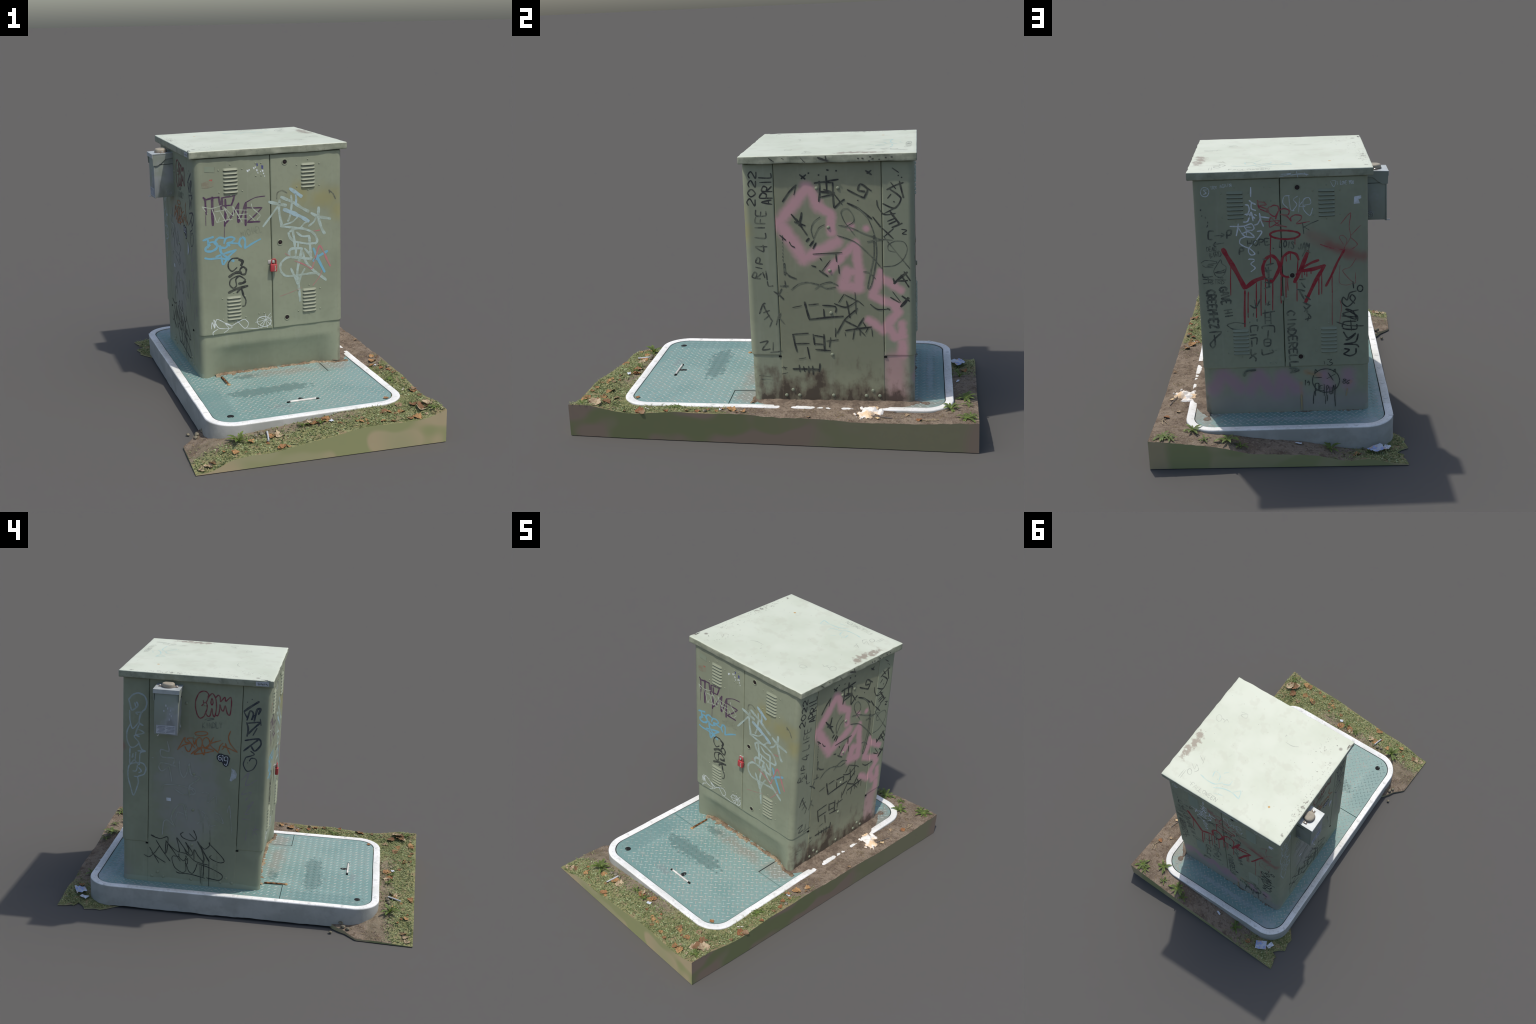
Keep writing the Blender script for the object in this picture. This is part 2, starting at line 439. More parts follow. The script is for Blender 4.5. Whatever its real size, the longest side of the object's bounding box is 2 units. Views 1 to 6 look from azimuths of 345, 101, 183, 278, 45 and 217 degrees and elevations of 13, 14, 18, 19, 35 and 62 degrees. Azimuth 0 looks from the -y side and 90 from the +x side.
# ------------------------------------------------------------------ louvres, rivets, lock ports
def slat_mesh():
    W, Ht, Dp, n, m = .080, .0122, .0078, 16, 6; vs = []; fs = []
    for j in range(m + 1):
        t = j / m
        for i in range(n + 1):
            s = -1 + 2 * i / n
            e = max(0.0, 1 - abs(s) ** 7) ** .5
            vs.append((s * W / 2, -Dp * (t ** 1.25) * e - .0002, Ht / 2 - t * Ht))
    for j in range(m):
        for i in range(n):
            a = j * (n + 1) + i; fs.append((a, a + 1, a + n + 2, a + n + 1))
    b = len(vs)
    for i in range(n + 1):
        x, y, z = vs[m * (n + 1) + i]; vs.append((x, y * .55, z + .0012))
    for i in range(n + 1):
        x, y, z = vs[m * (n + 1) + i]; vs.append((x * .98, .0015, z + .002))
    for i in range(n):
        a = m * (n + 1) + i; fs.append((a, a + 1, b + i + 1, b + i))
    dark = len(fs)
    for i in range(n): fs.append((b + i, b + i + 1, b + n + 2 + i, b + n + 1 + i))
    # dark quad laid on the sheet, standing in for the slot below the lip
    b = len(vs); z = -Ht / 2
    vs += [(-W * .46, -.0007, z + .002), (W * .46, -.0007, z + .002), (W * .46, -.0007, z - .0042), (-W * .46, -.0007, z - .0042)]; fs.append((b, b + 1, b + 2, b + 3))
    me = D.meshes.new("louvre_slat"); me.from_pydata(vs, [], fs)
    me.materials.append(M_GREEN); me.materials.append(M_DARK)
    for p in me.polygons: p.material_index = 1 if p.index >= dark else 0
    shade(me, 45); return me

def rivet_mesh(r, h):
    vs, fs = lathe([(r, -.001), (r, h * .25), (r * .86, h * .6), (r * .55, h * .92), (.0005, h)], 14)
    me = D.meshes.new("rivet"); me.from_pydata(vs, [], fs); me.materials.append(M_GREEN); shade(me, 60); return me
SLAT = slat_mesh(); RIV_S = rivet_mesh(.0042, .0022); RIV_L = rivet_mesh(.0085, .0048)

def face_matrix(face, s, w, off=0.0):
    """local frame on a face: x along the face, -y outward (as seen from the front)"""
    if face == 'front': return Matrix.Translation((s, -HV - off, w))
    if face == 'back': return Matrix.Translation((s, HV + off, w)) @ Matrix.Rotation(math.pi, 4, 'Z')
    if face == 'right': return Matrix.Translation((HU + off, s, w)) @ Matrix.Rotation(math.pi / 2, 4, 'Z')
    return Matrix.Translation((-HU - off, s, w)) @ Matrix.Rotation(-math.pi / 2, 4, 'Z')
OUT = Matrix.Rotation(math.pi / 2, 4, 'X')      # lathe axis -> outward

def inst(name, me, parent, mx): return link(D.objects.new(name, me), parent, None, mx)

for face, sv in (('front', -1), ('back', 1)):
    for s, w in VENTS:
        dr = doors[('f' if sv < 0 else 'b') + ('r' if s > 0 else 'l')]
        for i in range(7):
            ww = w + .0575 - i * .0195
            inst("louvre_slat", SLAT, dr, face_matrix(face, s, ww, dents(face, s, ww)))
        for ds, dw in ((-.063, .055), (.063, .055), (-.063, -.06), (.063, -.06), (0, .081), (0, -.081)):
            inst("rivet", RIV_S, dr, face_matrix(face, s + ds, w + dw, dents(face, s + ds, w + dw)) @ OUT)
    pk = doors['fl' if sv < 0 else 'br']
    for ds, w in ((-.075, .335), (-.046, .335), (-.075, .268), (-.046, .268), (-.075, 1.145), (-.046, 1.145), (-.075, 1.08), (-.046, 1.08)):
        s = ds if sv < 0 else -ds
        inst("rivet", RIV_S, pk, face_matrix(face, s, w, dents(face, s, w)) @ OUT)

SIDE_RIVETS = [(-.05, 1.066), (.05, 1.066), (0, .879), (0, .669), (0, .459), (0, .248), (0, .037),
               (-.232, .036), (-.199, .064), (-.167, .036), (.16, .037), (.193, .064), (.225, .037)]
for key in ('right', 'left'):
    for v, w in SIDE_RIVETS:
        inst("rivet", RIV_L, panels[key], face_matrix(key, v, w, dents(key, v, w) - .001) @ OUT)

M_HOLE_DARK = plain("lock_hole_dark", (.02, .012, .012), .5, .4)
def port(face, s, w, dr):
    vs, fs = lathe([(.0165, -.002), (.0165, .0012), (.0152, .0026), (.0125, .0024), (.0112, .0006), (.0108, -.0015)], 24)
    ob = mesh_ob("lock_port", vs, fs, dr, None, face_matrix(face, s, w, dents(face, s, w)) @ OUT, 40)
    ob.data.materials.append(M_GREEN); ob.data.materials.append(M_HOLE_DARK)
    for p in ob.data.polygons:
        if len(p.vertices) > 4 and p.center.z > -.0018: p.material_index = 1
        elif max(math.hypot(*ob.data.vertices[i].co[:2]) for i in p.vertices) < .0115: p.material_index = 1
    vs, fs = lathe([(.0108, .0004), (.0108, .0009)], 24)
    mesh_ob("lock_hole_cap", vs, fs, ob, M_HOLE_DARK)  # dark cap set inside the ring; no hole is cut
    vs, fs = lathe([(.0045, .0005), (.0045, .0022), (.003, .003)], 12)
    mesh_ob("lock_pin", vs, fs, ob, plain("lock_steel", (.05, .035, .035), .35, .5, .6))
for s, w in ((.084, 1.142), (.051, .715), (.083, .296)): port('front', s, w, doors['fr'])
for s, w in ((-.078, 1.14), (-.044, .713), (-.074, .296)): port('back', s, w, doors['bl'])

# ------------------------------------------------------------------ padlock and hasp
M_RED = paint("red_lock_enamel", base=(.42, .05, .055)); M_STEEL = plain("bare_metal", (.55, .54, .50), .4, .5, .5)
def tube(name, pts, r, parent, mat, mx=None, seg=10):
    vs, fs = [], []; P = [Vector(p) for p in pts]
    for i, p in enumerate(P):
        t = (P[min(i + 1, len(P) - 1)] - P[max(i - 1, 0)]).normalized()
        a = t.cross(Vector((0, .31, .95))).normalized(); b = t.cross(a)
        for k in range(seg):
            an = 2 * math.pi * k / seg; vs.append(p + (a * math.cos(an) + b * math.sin(an)) * r)
    for i in range(len(P) - 1):
        for k in range(seg):
            q = (k + 1) % seg; fs.append((i * seg + k, i * seg + q, (i + 1) * seg + q, (i + 1) * seg + k))
    fs.append(tuple(range(seg))); fs.append(tuple((len(P) - 1) * seg + k for k in range(seg)))
    return mesh_ob(name, vs, fs, parent, mat, mx, 60)

LOCK = CAB @ Matrix.Translation((.006, -HV - .018, .585)) @ Matrix.Rotation(math.radians(3), 4, 'Y')
lock = bm_ob("padlock", box_bm(-.0185, .0185, -.009, .009, -.021, .019, .004, 3), root, M_RED, LOCK, 60)
arc = [(-.0125, 0, .017), (-.0125, 0, .032)] + [(-.0125 * math.cos(a), 0, .034 + .013 * math.sin(a)) for a in [math.pi * i / 10 for i in range(11)]] + [(.0125, 0, .032), (.0125, 0, .017)]
tube("shackle", arc, .0034, lock, M_RED)
worn = [(.004, .011), (.012, .015), (.010, .004), (.013, -.006), (.010, -.017), (.003, -.017), (.007, -.004)]
mesh_ob("worn_patch", [(x, -.0093, z) for x, z in worn], [tuple(range(len(worn)))], lock, plain("lock_wear", (.34, .30, .22)))
bm_ob("hasp", box_bm(-.006, .006, -.024, .004, .612, .626, .0015), root, M_STEEL, CAB @ Matrix.Translation((.004, -HV + .002, 0)))
bm_ob("hasp_plate", box_bm(-.021, -.003, -.0035, .001, .604, .624, .0012), root, plain("flaked_white_paint", (.55, .52, .48), .7), CAB @ Matrix.Translation((.002, -HV, 0)))
for i in range(2):
    tube("lock_ring", [(.006 + .008 * i + .0045 * math.cos(a), -HV - .008 - .004 * i, .613 + .009 * math.sin(a)) for a in [2 * math.pi * k / 12 for k in range(13)]], .0016, root, plain("red_wire", (.30, .03, .04), .5) if i == 0 else M_RED, CAB)
# rear hasp between the back doors
bm_ob("hasp", box_bm(-.006, .006, -.003, .009, .590, .612, .001), root, M_GREEN, CAB @ Matrix.Translation((.006, HV, 0)))
for du in (-.018, .026):
    for dw in (.595, .609): inst("rivet", RIV_S, doors['br' if du > 0 else 'bl'], face_matrix('back', du, dw, .0003) @ OUT)

# ------------------------------------------------------------------ meter box with photocell, on the left side
def alu():
    k = Mat("weathered_box_metal", .5, .4, .15)
    n = k.noise(7, 4); s = k.noise(14, 4, stretch=(1, 1, .3))
    c = k.mix(k.step(n, .35, .65), (.27, .30, .25), (.33, .35, .35))
    c = k.mix(k.math('MULTIPLY', k.step(s, .55, .72), .5), c, (.17, .18, .17))
    return k.col(c)
M_ALU = alu()
u0, u1, v0, v1, w0, w1 = -.402, -.507, .077, .200, .914, 1.140
mbox = bm_ob("meter_box", box_bm(u1, u0, v0, v1, w0 + .004, w1, .003), root, M_ALU, CAB)
bm_ob("box_door", box_bm(u1 - .006, u1 + .001, v0 - .002, v1 + .002, w0, w1 - .002, .002), mbox, M_ALU)
hood = [(-.403, 1.162), (-.519, 1.158), (-.519, 1.138), (-.517, 1.098), (-.492, 1.098), (-.474, 1.108), (-.446, 1.132), (-.403, 1.135)]
for vv in (v0 - .007, v1 + .004):
    n = len(hood)
    vs = [(u, vv, w) for u, w in hood] + [(u, vv + .003, w) for u, w in hood]
    fs = [tuple(range(n)), tuple(range(n, 2 * n))] + [(i, (i + 1) % n, n + (i + 1) % n, n + i) for i in range(n)]
    mesh_ob("hood_cheek", vs, fs, mbox, M_ALU)
M_HOOD = plain("hood_metal", (.42, .45, .44), .45, .4, .1, .1, 12)
def slab_poly(prof, va, vb):
    n = len(prof)
    return [(u, va, w) for u, w in prof] + [(u, vb, w) for u, w in prof], [tuple(range(n)), tuple(range(n, 2 * n))] + [(i, (i + 1) % n, n + (i + 1) % n, n + i) for i in range(n)]
vs, fs = slab_poly([(-.403, 1.165), (-.5215, 1.161), (-.5215, 1.139), (-.519, 1.139), (-.519, 1.158), (-.403, 1.162)], v0 - .0085, v1 + .0085)
mesh_ob("hood_top", vs, fs, mbox, M_HOOD, None, 30)
# knock-outs on both cheeks, drip slot lines
for vv, rt in ((v0 - .0005, math.pi / 2), (v1 + .0005, -math.pi / 2)):
    for r in (.0165, .0095):
        vs, fs = lathe([(r, -.002), (r, .0012), (r - .0022, .0018), (r - .0035, .0006), (r - .004, -.002)], 24)
        mesh_ob("knockout", vs, fs, mbox, M_ALU, Matrix.Translation((-.432, vv, .945)) @ Matrix.Rotation(rt, 4, 'X'), 50)
    bm_ob("seam_line", box_bm(-.495, -.403, vv - .0009, vv + .0009, 1.101, 1.103), mbox, M_DARK)
# paper label with grey print lines
u = u1 - .0066
M_LABEL = plain("label_paper", (.42, .43, .45), .8, .2); M_PRINT = plain("label_print", (.22, .23, .25), .8)
bm_ob("label", box_bm(u - .0006, u + .0006, .086, .190, .920, .966), mbox, M_LABEL)
for i in range(5):
    for a, b in ((.142, .183), (.092, .136)):
        w = .958 - i * .0072; bm_ob("print_line", box_bm(u - .0011, u, a + .003 * (i % 2), b - .004 * ((i * 2 + 1) % 3), w - .0015, w + .0012), mbox, M_PRINT)
for z, y in ((1.06, .13), (1.05, .115), (1.03, .118), (1.02, .11), (1.075, .14), (1.045, .15), (1.0, .12)):
    bm_ob("scratch", box_bm(u - .0009, u, y - .004, y + .003, z - .006, z + .005), mbox, plain("scratched_white", (.42, .44, .45)), Matrix.Rotation(0, 4, 'X'))
tube("wing_screw", [(-.505, .176, .911), (-.530, .178, .912)], .003, mbox, M_STEEL)
# photocell: oval flange, two screws, domed cap
vs, fs = lathe([(.036, 0), (.036, .0035), (.034, .0045)], 28)
M_FL = plain("photocell_flange", (.24, .20, .16), .8)
cell = mesh_ob("photocell", vs, fs, mbox, M_FL, Matrix.Translation((-.457, .139, 1.1635)), 40)
vs, fs = lathe([(.033, .003), (.034, .008), (.0335, .014), (.031, .0185), (.025, .0205), (.012, .0195), (.0005, .0192)], 28)
mesh_ob("photocell_cap", vs, fs, cell, plain("aged_plastic", (.36, .32, .245), .6), None, 60)
bm_ob("flange_ear", box_bm(-.012, .012, -.052, .052, 0, .003, .001), cell, M_FL)
for y in (-.045, .045):
    vs, fs = lathe([(.006, .002), (.006, .006), (.003, .008)], 8); mesh_ob("screw", vs, fs, cell, M_STEEL, Matrix.Translation((0, y, 0)), 30)

# ------------------------------------------------------------------ concrete rim and tread plate
RIM_X, RIM_Y, RIM_R, RIM_W = .509, .826, .146, .040
Z_RIM, Z_PLATE = .1335, .1285

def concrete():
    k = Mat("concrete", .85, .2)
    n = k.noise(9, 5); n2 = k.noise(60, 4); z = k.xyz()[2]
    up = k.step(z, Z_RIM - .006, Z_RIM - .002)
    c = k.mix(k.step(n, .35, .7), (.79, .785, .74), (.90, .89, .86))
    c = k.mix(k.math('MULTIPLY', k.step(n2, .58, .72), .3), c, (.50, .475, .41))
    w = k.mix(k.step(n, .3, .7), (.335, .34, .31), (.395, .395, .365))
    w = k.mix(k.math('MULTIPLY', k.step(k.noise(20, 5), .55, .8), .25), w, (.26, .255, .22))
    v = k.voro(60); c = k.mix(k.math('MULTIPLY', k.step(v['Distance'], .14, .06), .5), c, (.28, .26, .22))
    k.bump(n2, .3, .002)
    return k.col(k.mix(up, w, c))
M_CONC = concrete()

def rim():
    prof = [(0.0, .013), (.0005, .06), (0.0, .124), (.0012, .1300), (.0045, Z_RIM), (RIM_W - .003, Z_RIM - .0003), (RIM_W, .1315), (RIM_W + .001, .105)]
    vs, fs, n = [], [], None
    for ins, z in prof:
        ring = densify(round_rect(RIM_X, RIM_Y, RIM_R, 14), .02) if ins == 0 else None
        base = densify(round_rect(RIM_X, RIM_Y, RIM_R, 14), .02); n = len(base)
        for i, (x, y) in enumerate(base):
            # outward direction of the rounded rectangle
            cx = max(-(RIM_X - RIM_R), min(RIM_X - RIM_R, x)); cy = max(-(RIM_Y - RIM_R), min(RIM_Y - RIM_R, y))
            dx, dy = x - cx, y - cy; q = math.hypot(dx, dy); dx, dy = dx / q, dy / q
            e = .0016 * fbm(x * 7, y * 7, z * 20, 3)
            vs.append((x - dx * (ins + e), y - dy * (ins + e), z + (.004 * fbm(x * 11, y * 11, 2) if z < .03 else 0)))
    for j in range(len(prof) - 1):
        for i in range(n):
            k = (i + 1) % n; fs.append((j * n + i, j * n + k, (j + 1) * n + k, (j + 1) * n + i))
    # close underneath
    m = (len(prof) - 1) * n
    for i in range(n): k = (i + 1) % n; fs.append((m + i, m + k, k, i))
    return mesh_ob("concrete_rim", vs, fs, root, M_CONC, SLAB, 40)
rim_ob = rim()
vs, fs = lathe([(.012, -.001), (.012, .0006), (.0105, .0012), (.0098, .0004), (.001, .0006)], 18)
me_bolt = D.meshes.new("cast_ring"); me_bolt.from_pydata(vs, [], fs); me_bolt.materials.append(plain("cast_ring_concrete", (.74, .73, .69), .85)); shade(me_bolt, 50)
for x, y in [(-.489, -.62 + .19 * i) for i in range(8)] + [(.489, -.62), (.489, -.36)] + [(-.36 + .24 * i, -.806) for i in range(4)] + [(-.3 + .27 * i, .806) for i in range(3)]:
    inst("cast_ring", me_bolt, rim_ob, Matrix.Translation((x + (rng.uniform(-.03, .03) if abs(y) > .7 else 0), y + (0 if abs(y) > .7 else rng.uniform(-.03, .03)), Z_RIM)))

def plate_material():
    k = Mat("teal_plate_paint", .5, .35)
    x, y, z = k.xyz()
    n = k.noise(3, 4); fine = k.noise(120, 2)
    c = k.mix(k.step(n, .3, .7), (.175, .290, .264), (.215, .330, .300))
    c = k.mix(k.math('MULTIPLY', k.step(k.noise(26, 4), .5, .72), .28), c, (.285, .325, .285))
    # wear towards the right front; mud near the cabinet's front right foot
    mud = k.maxm([k.blob((.36, -.19, Z_PLATE), (.15, .13, .1), .8, k.math('MULTIPLY', k.math('SUBTRACT', k.noise(14, 5), .5), 1.1)),
                  k.blob((.05, -.20, Z_PLATE), (.34, .075, .1), .9, k.math('MULTIPLY', k.math('SUBTRACT', k.noise(14, 5), .5), 1.1)),
                  k.blob((.42, .62, Z_PLATE), (.10, .20, .1), .6, k.math('MULTIPLY', k.math('SUBTRACT', k.noise(24, 5), .5), 1.1))])
    c = k.mix(k.math('MULTIPLY', mud, .6), c, (.27, .225, .175))
    # damp stains, with a stepped edge that follows the tread
    wob = k.math('MULTIPLY', k.math('SUBTRACT', k.noise(40, 2), .5), 1.5)
    wet = k.maxm([k.blob((-.17, -.44, Z_PLATE), (.15, .058, .1), .12, wob), k.blob((-.01, -.43, Z_PLATE), (.13, .05, .1), .12, wob),
                  k.blob((-.16, -.21, Z_PLATE), (.075, .028, .1), .3, wob)])
    c = k.mix(k.math('MULTIPLY', wet, .62), c, (.105, .175, .16))
    left = k.math('MULTIPLY', k.step(k.math('ADD', x, k.math('MULTIPLY', wob, .03)), -.33, -.36), k.math('MULTIPLY', k.step(y, -.75, -.66), k.step(y, -.27, -.40)))
    c = k.mix(k.math('MULTIPLY', left, .5), c, (.135, .235, .22))
    scuff = k.blob((-.11, -.67, Z_PLATE), (.075, .03, .1), .7, wob)
    c = k.mix(k.math('MULTIPLY', scuff, .5), c, (.20, .22, .215))
    # pale chalky overspray at the rear left, dirt line round the foot
    ch = k.maxm([k.blob((-.38, .77, Z_PLATE), (.16, .10, .1), .9, wob), k.blob((-.46, .5, Z_PLATE), (.035, .28, .1), .9, wob), k.blob((-.05, .71, Z_PLATE), (.4, .03, .1), .9, wob)])
    c = k.mix(k.math('MULTIPLY', ch, .45), c, (.42, .42, .44))
    k.bump(fine, .15, .001)
    return k.col(c)
M_PLATE = plate_material()

IN_X, IN_Y, IN_R = RIM_X - RIM_W - .004, RIM_Y - RIM_W - .004, RIM_R - RIM_W
def flat_solid(name, pts, z0, z1, parent, mat, mx=None):
    n = len(pts)
    vs = [(x, y, z0) for x, y in pts] + [(x, y, z1) for x, y in pts]
    fs = [tuple(range(n)), tuple(range(n, 2 * n))] + [(i, (i + 1) % n, n + (i + 1) % n, n + i) for i in range(n)]
    return mesh_ob(name, vs, fs, parent, mat, mx, 30)
M_JOINT = plain("dark_joint", (.03, .04, .038), .9)
flat_solid("joint_bed", round_rect(IN_X + .004, IN_Y + .004, IN_R, 10), .10, .1235, root, M_JOINT, SLAB)
ROW = -.276      # joint line across the slab
ear = .285       # half width of the tongue that reaches the cabinet
rr = round_rect(IN_X, IN_Y, IN_R, 10)
front = [p for p in rr if p[1] < -.3]
front_pts = [(-ear, ROW), ] ; 
front_plate = flat_solid("cover_plate", sorted([p for p in front if p[0] < 0], key=lambda p: -p[1]) + sorted([p for p in front if p[0] >= 0], key=lambda p: p[1])
                         + [(IN_X, ROW), (ear, ROW), (ear, -.08), (-ear, -.08), (-ear, ROW), (-IN_X, ROW)], .112, Z_PLATE + .0012, root, M_PLATE, SLAB)
rear = [p for p in rr if p[1] > .3]
rear_plate = flat_solid("cover_plate", sorted([p for p in rear if p[0] < 0], key=lambda p: p[1]) + sorted([p for p in rear if p[0] >= 0], key=lambda p: -p[1])
                        + [(IN_X, ROW + .004), (ear + .0045, ROW + .004), (ear + .0045, -.075), (-ear - .0045, -.075), (-ear - .0045, ROW + .004), (-IN_X, ROW + .004)], .112, Z_PLATE, root, M_PLATE, SLAB)

# raised lozenges of the tread: chequered at 45 degrees, lens shaped, worn pale along the crest
def tread():
    k = Mat("worn_tread_crest", .5, .4)
    n = k.noise(5, 3); c = k.mix(k.step(n, .35, .65), (.285, .375, .345), (.34, .385, .345))
    c = k.mix(k.step(k.noise(40, 3), .5, .62), c, (.40, .385, .335))
    x, y, z = k.xyz(); wob = k.math('MULTIPLY', k.math('SUBTRACT', k.noise(40, 2), .5), 1.5)
    wet = k.maxm([k.blob((-.17, -.44, Z_PLATE), (.15, .058, .1), .12, wob), k.blob((-.01, -.43, Z_PLATE), (.13, .05, .1), .12, wob), k.blob((-.16, -.21, Z_PLATE), (.075, .028, .1), .3, wob)])
    c = k.mix(k.math('MULTIPLY', wet, .8), c, (.10, .16, .148))
    left = k.math('MULTIPLY', k.step(x, -.33, -.37), k.step(y, -.27, -.40)); c = k.mix(k.math('MULTIPLY', left, .7), c, (.15, .245, .23))
    k.col(c)
    vs, fs = [], []; p = .026
    for i in range(-52, 53):
        for j in range(-52, 53):
            x = (i - j) * p / math.sqrt(2); y = (i + j) * p / math.sqrt(2)
            qx = max(abs(x) - (IN_X - IN_R), 0); qy = max(abs(y) - (IN_Y - IN_R), 0)
            if abs(x) > IN_X - .016 or abs(y) > IN_Y - .016 or math.hypot(qx, qy) > IN_R - .016: continue
            if abs(x) < .39 and -.10 < y < .60: continue
            if abs(y - ROW) < .012 and abs(x) > ear: continue
            if abs(abs(x) - ear) < .010 and ROW < y < -.09: continue
            if math.hypot(x + .365, y + .695) < .03 or math.hypot(x - .365, y - .695) < .03: continue
            a = math.radians(45) + (math.pi / 2 if (i + j) % 2 else 0) + rng.uniform(-.04, .04)
            ca, sa = math.cos(a), math.sin(a); z = Z_PLATE + (.0012 if y < ROW or (abs(x) < ear and y < 0) else 0); b = len(vs)
            L, Wd, h = .0135, .0042, .0018
            for t, wd in ((-1, 0.0), (-.55, .75), (0, 1), (.55, .75), (1, 0.0)):
                for sgn in (-1, 1):
                    vs.append((x + ca * t * L - sa * sgn * Wd * max(wd, .08), y + sa * t * L + ca * sgn * Wd * max(wd, .08), z - .0004))
                vs.append((x + ca * t * L * .85, y + sa * t * L * .85, z + h * (.25 + .75 * wd)))
            for q in range(4):
                o = b + q * 3
                fs.append((o, o + 3, o + 5, o + 2)); fs.append((o + 1, o + 2, o + 5, o + 4))
    ob = mesh_ob("tread_lozenges", vs, fs, root, k.m, SLAB, 25); ob["kind"] = "stuff"
tread()

def disc(name, x, y, r, z, parent, mat, mx=SLAB, h=.0006):
    vs, fs = lathe([(r, -.002), (r, h), (r * .8, h + .0002)], 20)
    return mesh_ob(name, vs, fs, parent, mat, mx @ Matrix.Translation((x, y, z)), 40)
inv = SLAB.inverted()
def to_slab(x, y): v = inv @ Vector((x, y, 0)); return v.x, v.y
x, y = to_slab(-.377, -.676); disc("lift_hole_disc", x, y, .0175, Z_PLATE + .0014, root, plain("hole_disc_black", (.012, .012, .012), .9))  # flat black disc laid on the plate in place of a hole
x, y = to_slab(.367, .744); disc("lift_hole_disc", x, y, .019, Z_PLATE + .0004, root, plain("rusty_plug", (.17, .125, .09), .8))
x, y = to_slab(.015, -.572); hh = disc("handle_recess_disc", x, y, .017, Z_PLATE + .0014, root, plain("recess_disc_black", (.018, .02, .02), .9)); hh.scale = (.8, 1.25, 1)  # dark disc on the plate surface, standing in for the recess
ha = to_slab(-.05, -.596); hb = to_slab(.086, -.5935)
tube("lift_handle", [(*ha, Z_PLATE + .005), (*hb, Z_PLATE + .005)], .0052, root, plain("handle_white", (.70, .66, .60), .5), SLAB)
for (x, y) in (to_slab(-.058, -.596), to_slab(.094, -.5935)):
    bm_ob("handle_clip", box_bm(x - .009, x + .009, y - .006, y + .006, Z_PLATE, Z_PLATE + .006, .002), root, M_DARK, SLAB)
# rust gap at the left joint corner
x, y = to_slab(-.283, -.262)
tube("rusty_bar", [(x, y + .005, Z_PLATE + .001), (x - .002, y + .07, Z_PLATE + .002), (x - .004, y + .125, Z_PLATE + .001)], .0065, root, plain("rust", (.17, .085, .04), .9, .1, 0, .6, 60), SLAB)
bm_ob("joint_bed", box_bm(ear - .003, ear + .0065, ROW, -.1, .12, Z_PLATE + .0006), root, M_JOINT, SLAB)
vs, fs = lathe([(.009, -.003), (.0105, .004), (.007, .007)], 9); mesh_ob("rusty_bolt", vs, fs, root, plain("rust_tan", (.42, .26, .12), .9), SLAB @ Matrix.Translation((x, y, Z_PLATE)), 30)

# ------------------------------------------------------------------ ground patch
ANCH = [(-.62, -.99, .004), (-.55, -.99, .010), (-.45, -.99, .050), (-.26, -.99, .063), (-.11, -.99, .083), (.07, -.99, .107), (.17, -.99, .125), (.33, -.99, .128), (.51, -.99, .133), (.61, -.99, .163),
        (-.62, -.85, .008), (-.62, -.70, .008), (-.55, -.66, .022), (-.50, -.80, .050), (-.30, -.83, .083), (-.10, -.83, .102), (.10, -.83, .120), (.40, -.83, .131), (.5, -.9, .134), (.61, -.88, .160), (.55, -.75, .131),
        (.61, -.66, .130), (.61, -.47, .146), (.61, -.12, .149), (.61, 0, .140), (.61, .45, .127), (.61, .70, .131), (.61, .985, .144),
        (.53, -.6, .130), (.53, -.3, .132), (.52, 0, .134), (.52, .2, .135), (.52, .4, .134), (.52, .6, .131), (.5, .8, .129),
        (.42, .985, .125), (.23, .985, .095), (.17, .985, .078), (0, .985, .066), (-.19, .985, .053), (-.33, .985, .026), (-.41, .985, .034), (-.52, .985, .014), (-.6, .985, .003),
        (.42, .89, .129), (.2, .89, .104), (0, .89, .074), (-.19, .89, .048), (-.31, .89, .020), (-.45, .86, .014), (-.6, .75, .006), (-.6, .83, .005), (-.54, .88, .010), (-.53, .66, .004),
        (0, -.5, .085), (0, 0, .09), (0, .5, .07), (.3, 0, .105), (-.35, 0, .04), (-.4, -.4, .05), (-.4, .4, .03), (.3, .6, .09), (-.45, -.6, .04)]
A = np.array(ANCH)
def tps_fit(P, z):
    d = np.linalg.norm(P[:, None] - P[None], axis=2) + 1e-9
    K = d ** 2 * np.log(d) + 1e-4 * np.eye(len(P)); Q = np.c_[np.ones(len(P)), P]
    M = np.block([[K, Q], [Q.T, np.zeros((3, 3))]])
    return np.linalg.solve(M, np.r_[z, 0, 0, 0])
TW = tps_fit(A[:, :2], A[:, 2])
def ground_z(x, y):
    d = np.hypot(A[:, 0] - x, A[:, 1] - y) + 1e-9
    return float((d ** 2 * np.log(d)) @ TW[:len(A)] + TW[-3] + TW[-2] * x + TW[-1] * y)

LEFT = [(-.995, -.621), (-.69, -.617), (-.655, -.585), (-.63, -.56), (-.60, -.545), (-.555, -.515), (-.52, -.46), (.63, -.46), (.655, -.53), (.682, -.551), (.71, -.575), (.747, -.601), (.78, -.593), (.833, -.609), (.852, -.575), (.889, -.543), (.905, -.585), (.918, -.575), (.95, -.592), (.993, -.601)]
def left_edge(y):
    for (a, xa), (b, xb) in zip(LEFT, LEFT[1:]):
        if y <= b: return xa + (xb - xa) * (y - a) / (b - a)
    return LEFT[-1][1]

def grassy(x, y):
    """1 on the lawn, 0 on bare soil"""
    front = 1 / (1 + math.exp(((y + .30) - .45 * (x - .45)) / .06))
    back = 1 / (1 + math.exp((x + .33) / .05)) if y > .5 else 0
    near = .85 * math.exp(-max(0, -y - .83) / .012) if (y < -.8 and x < .25) else 0
    bare = math.exp(-((x + .52) ** 2 + (y + .72) ** 2) / .09 ** 2)
    return max(0, min(1, max(front, back) - .6 * near - .8 * bare))

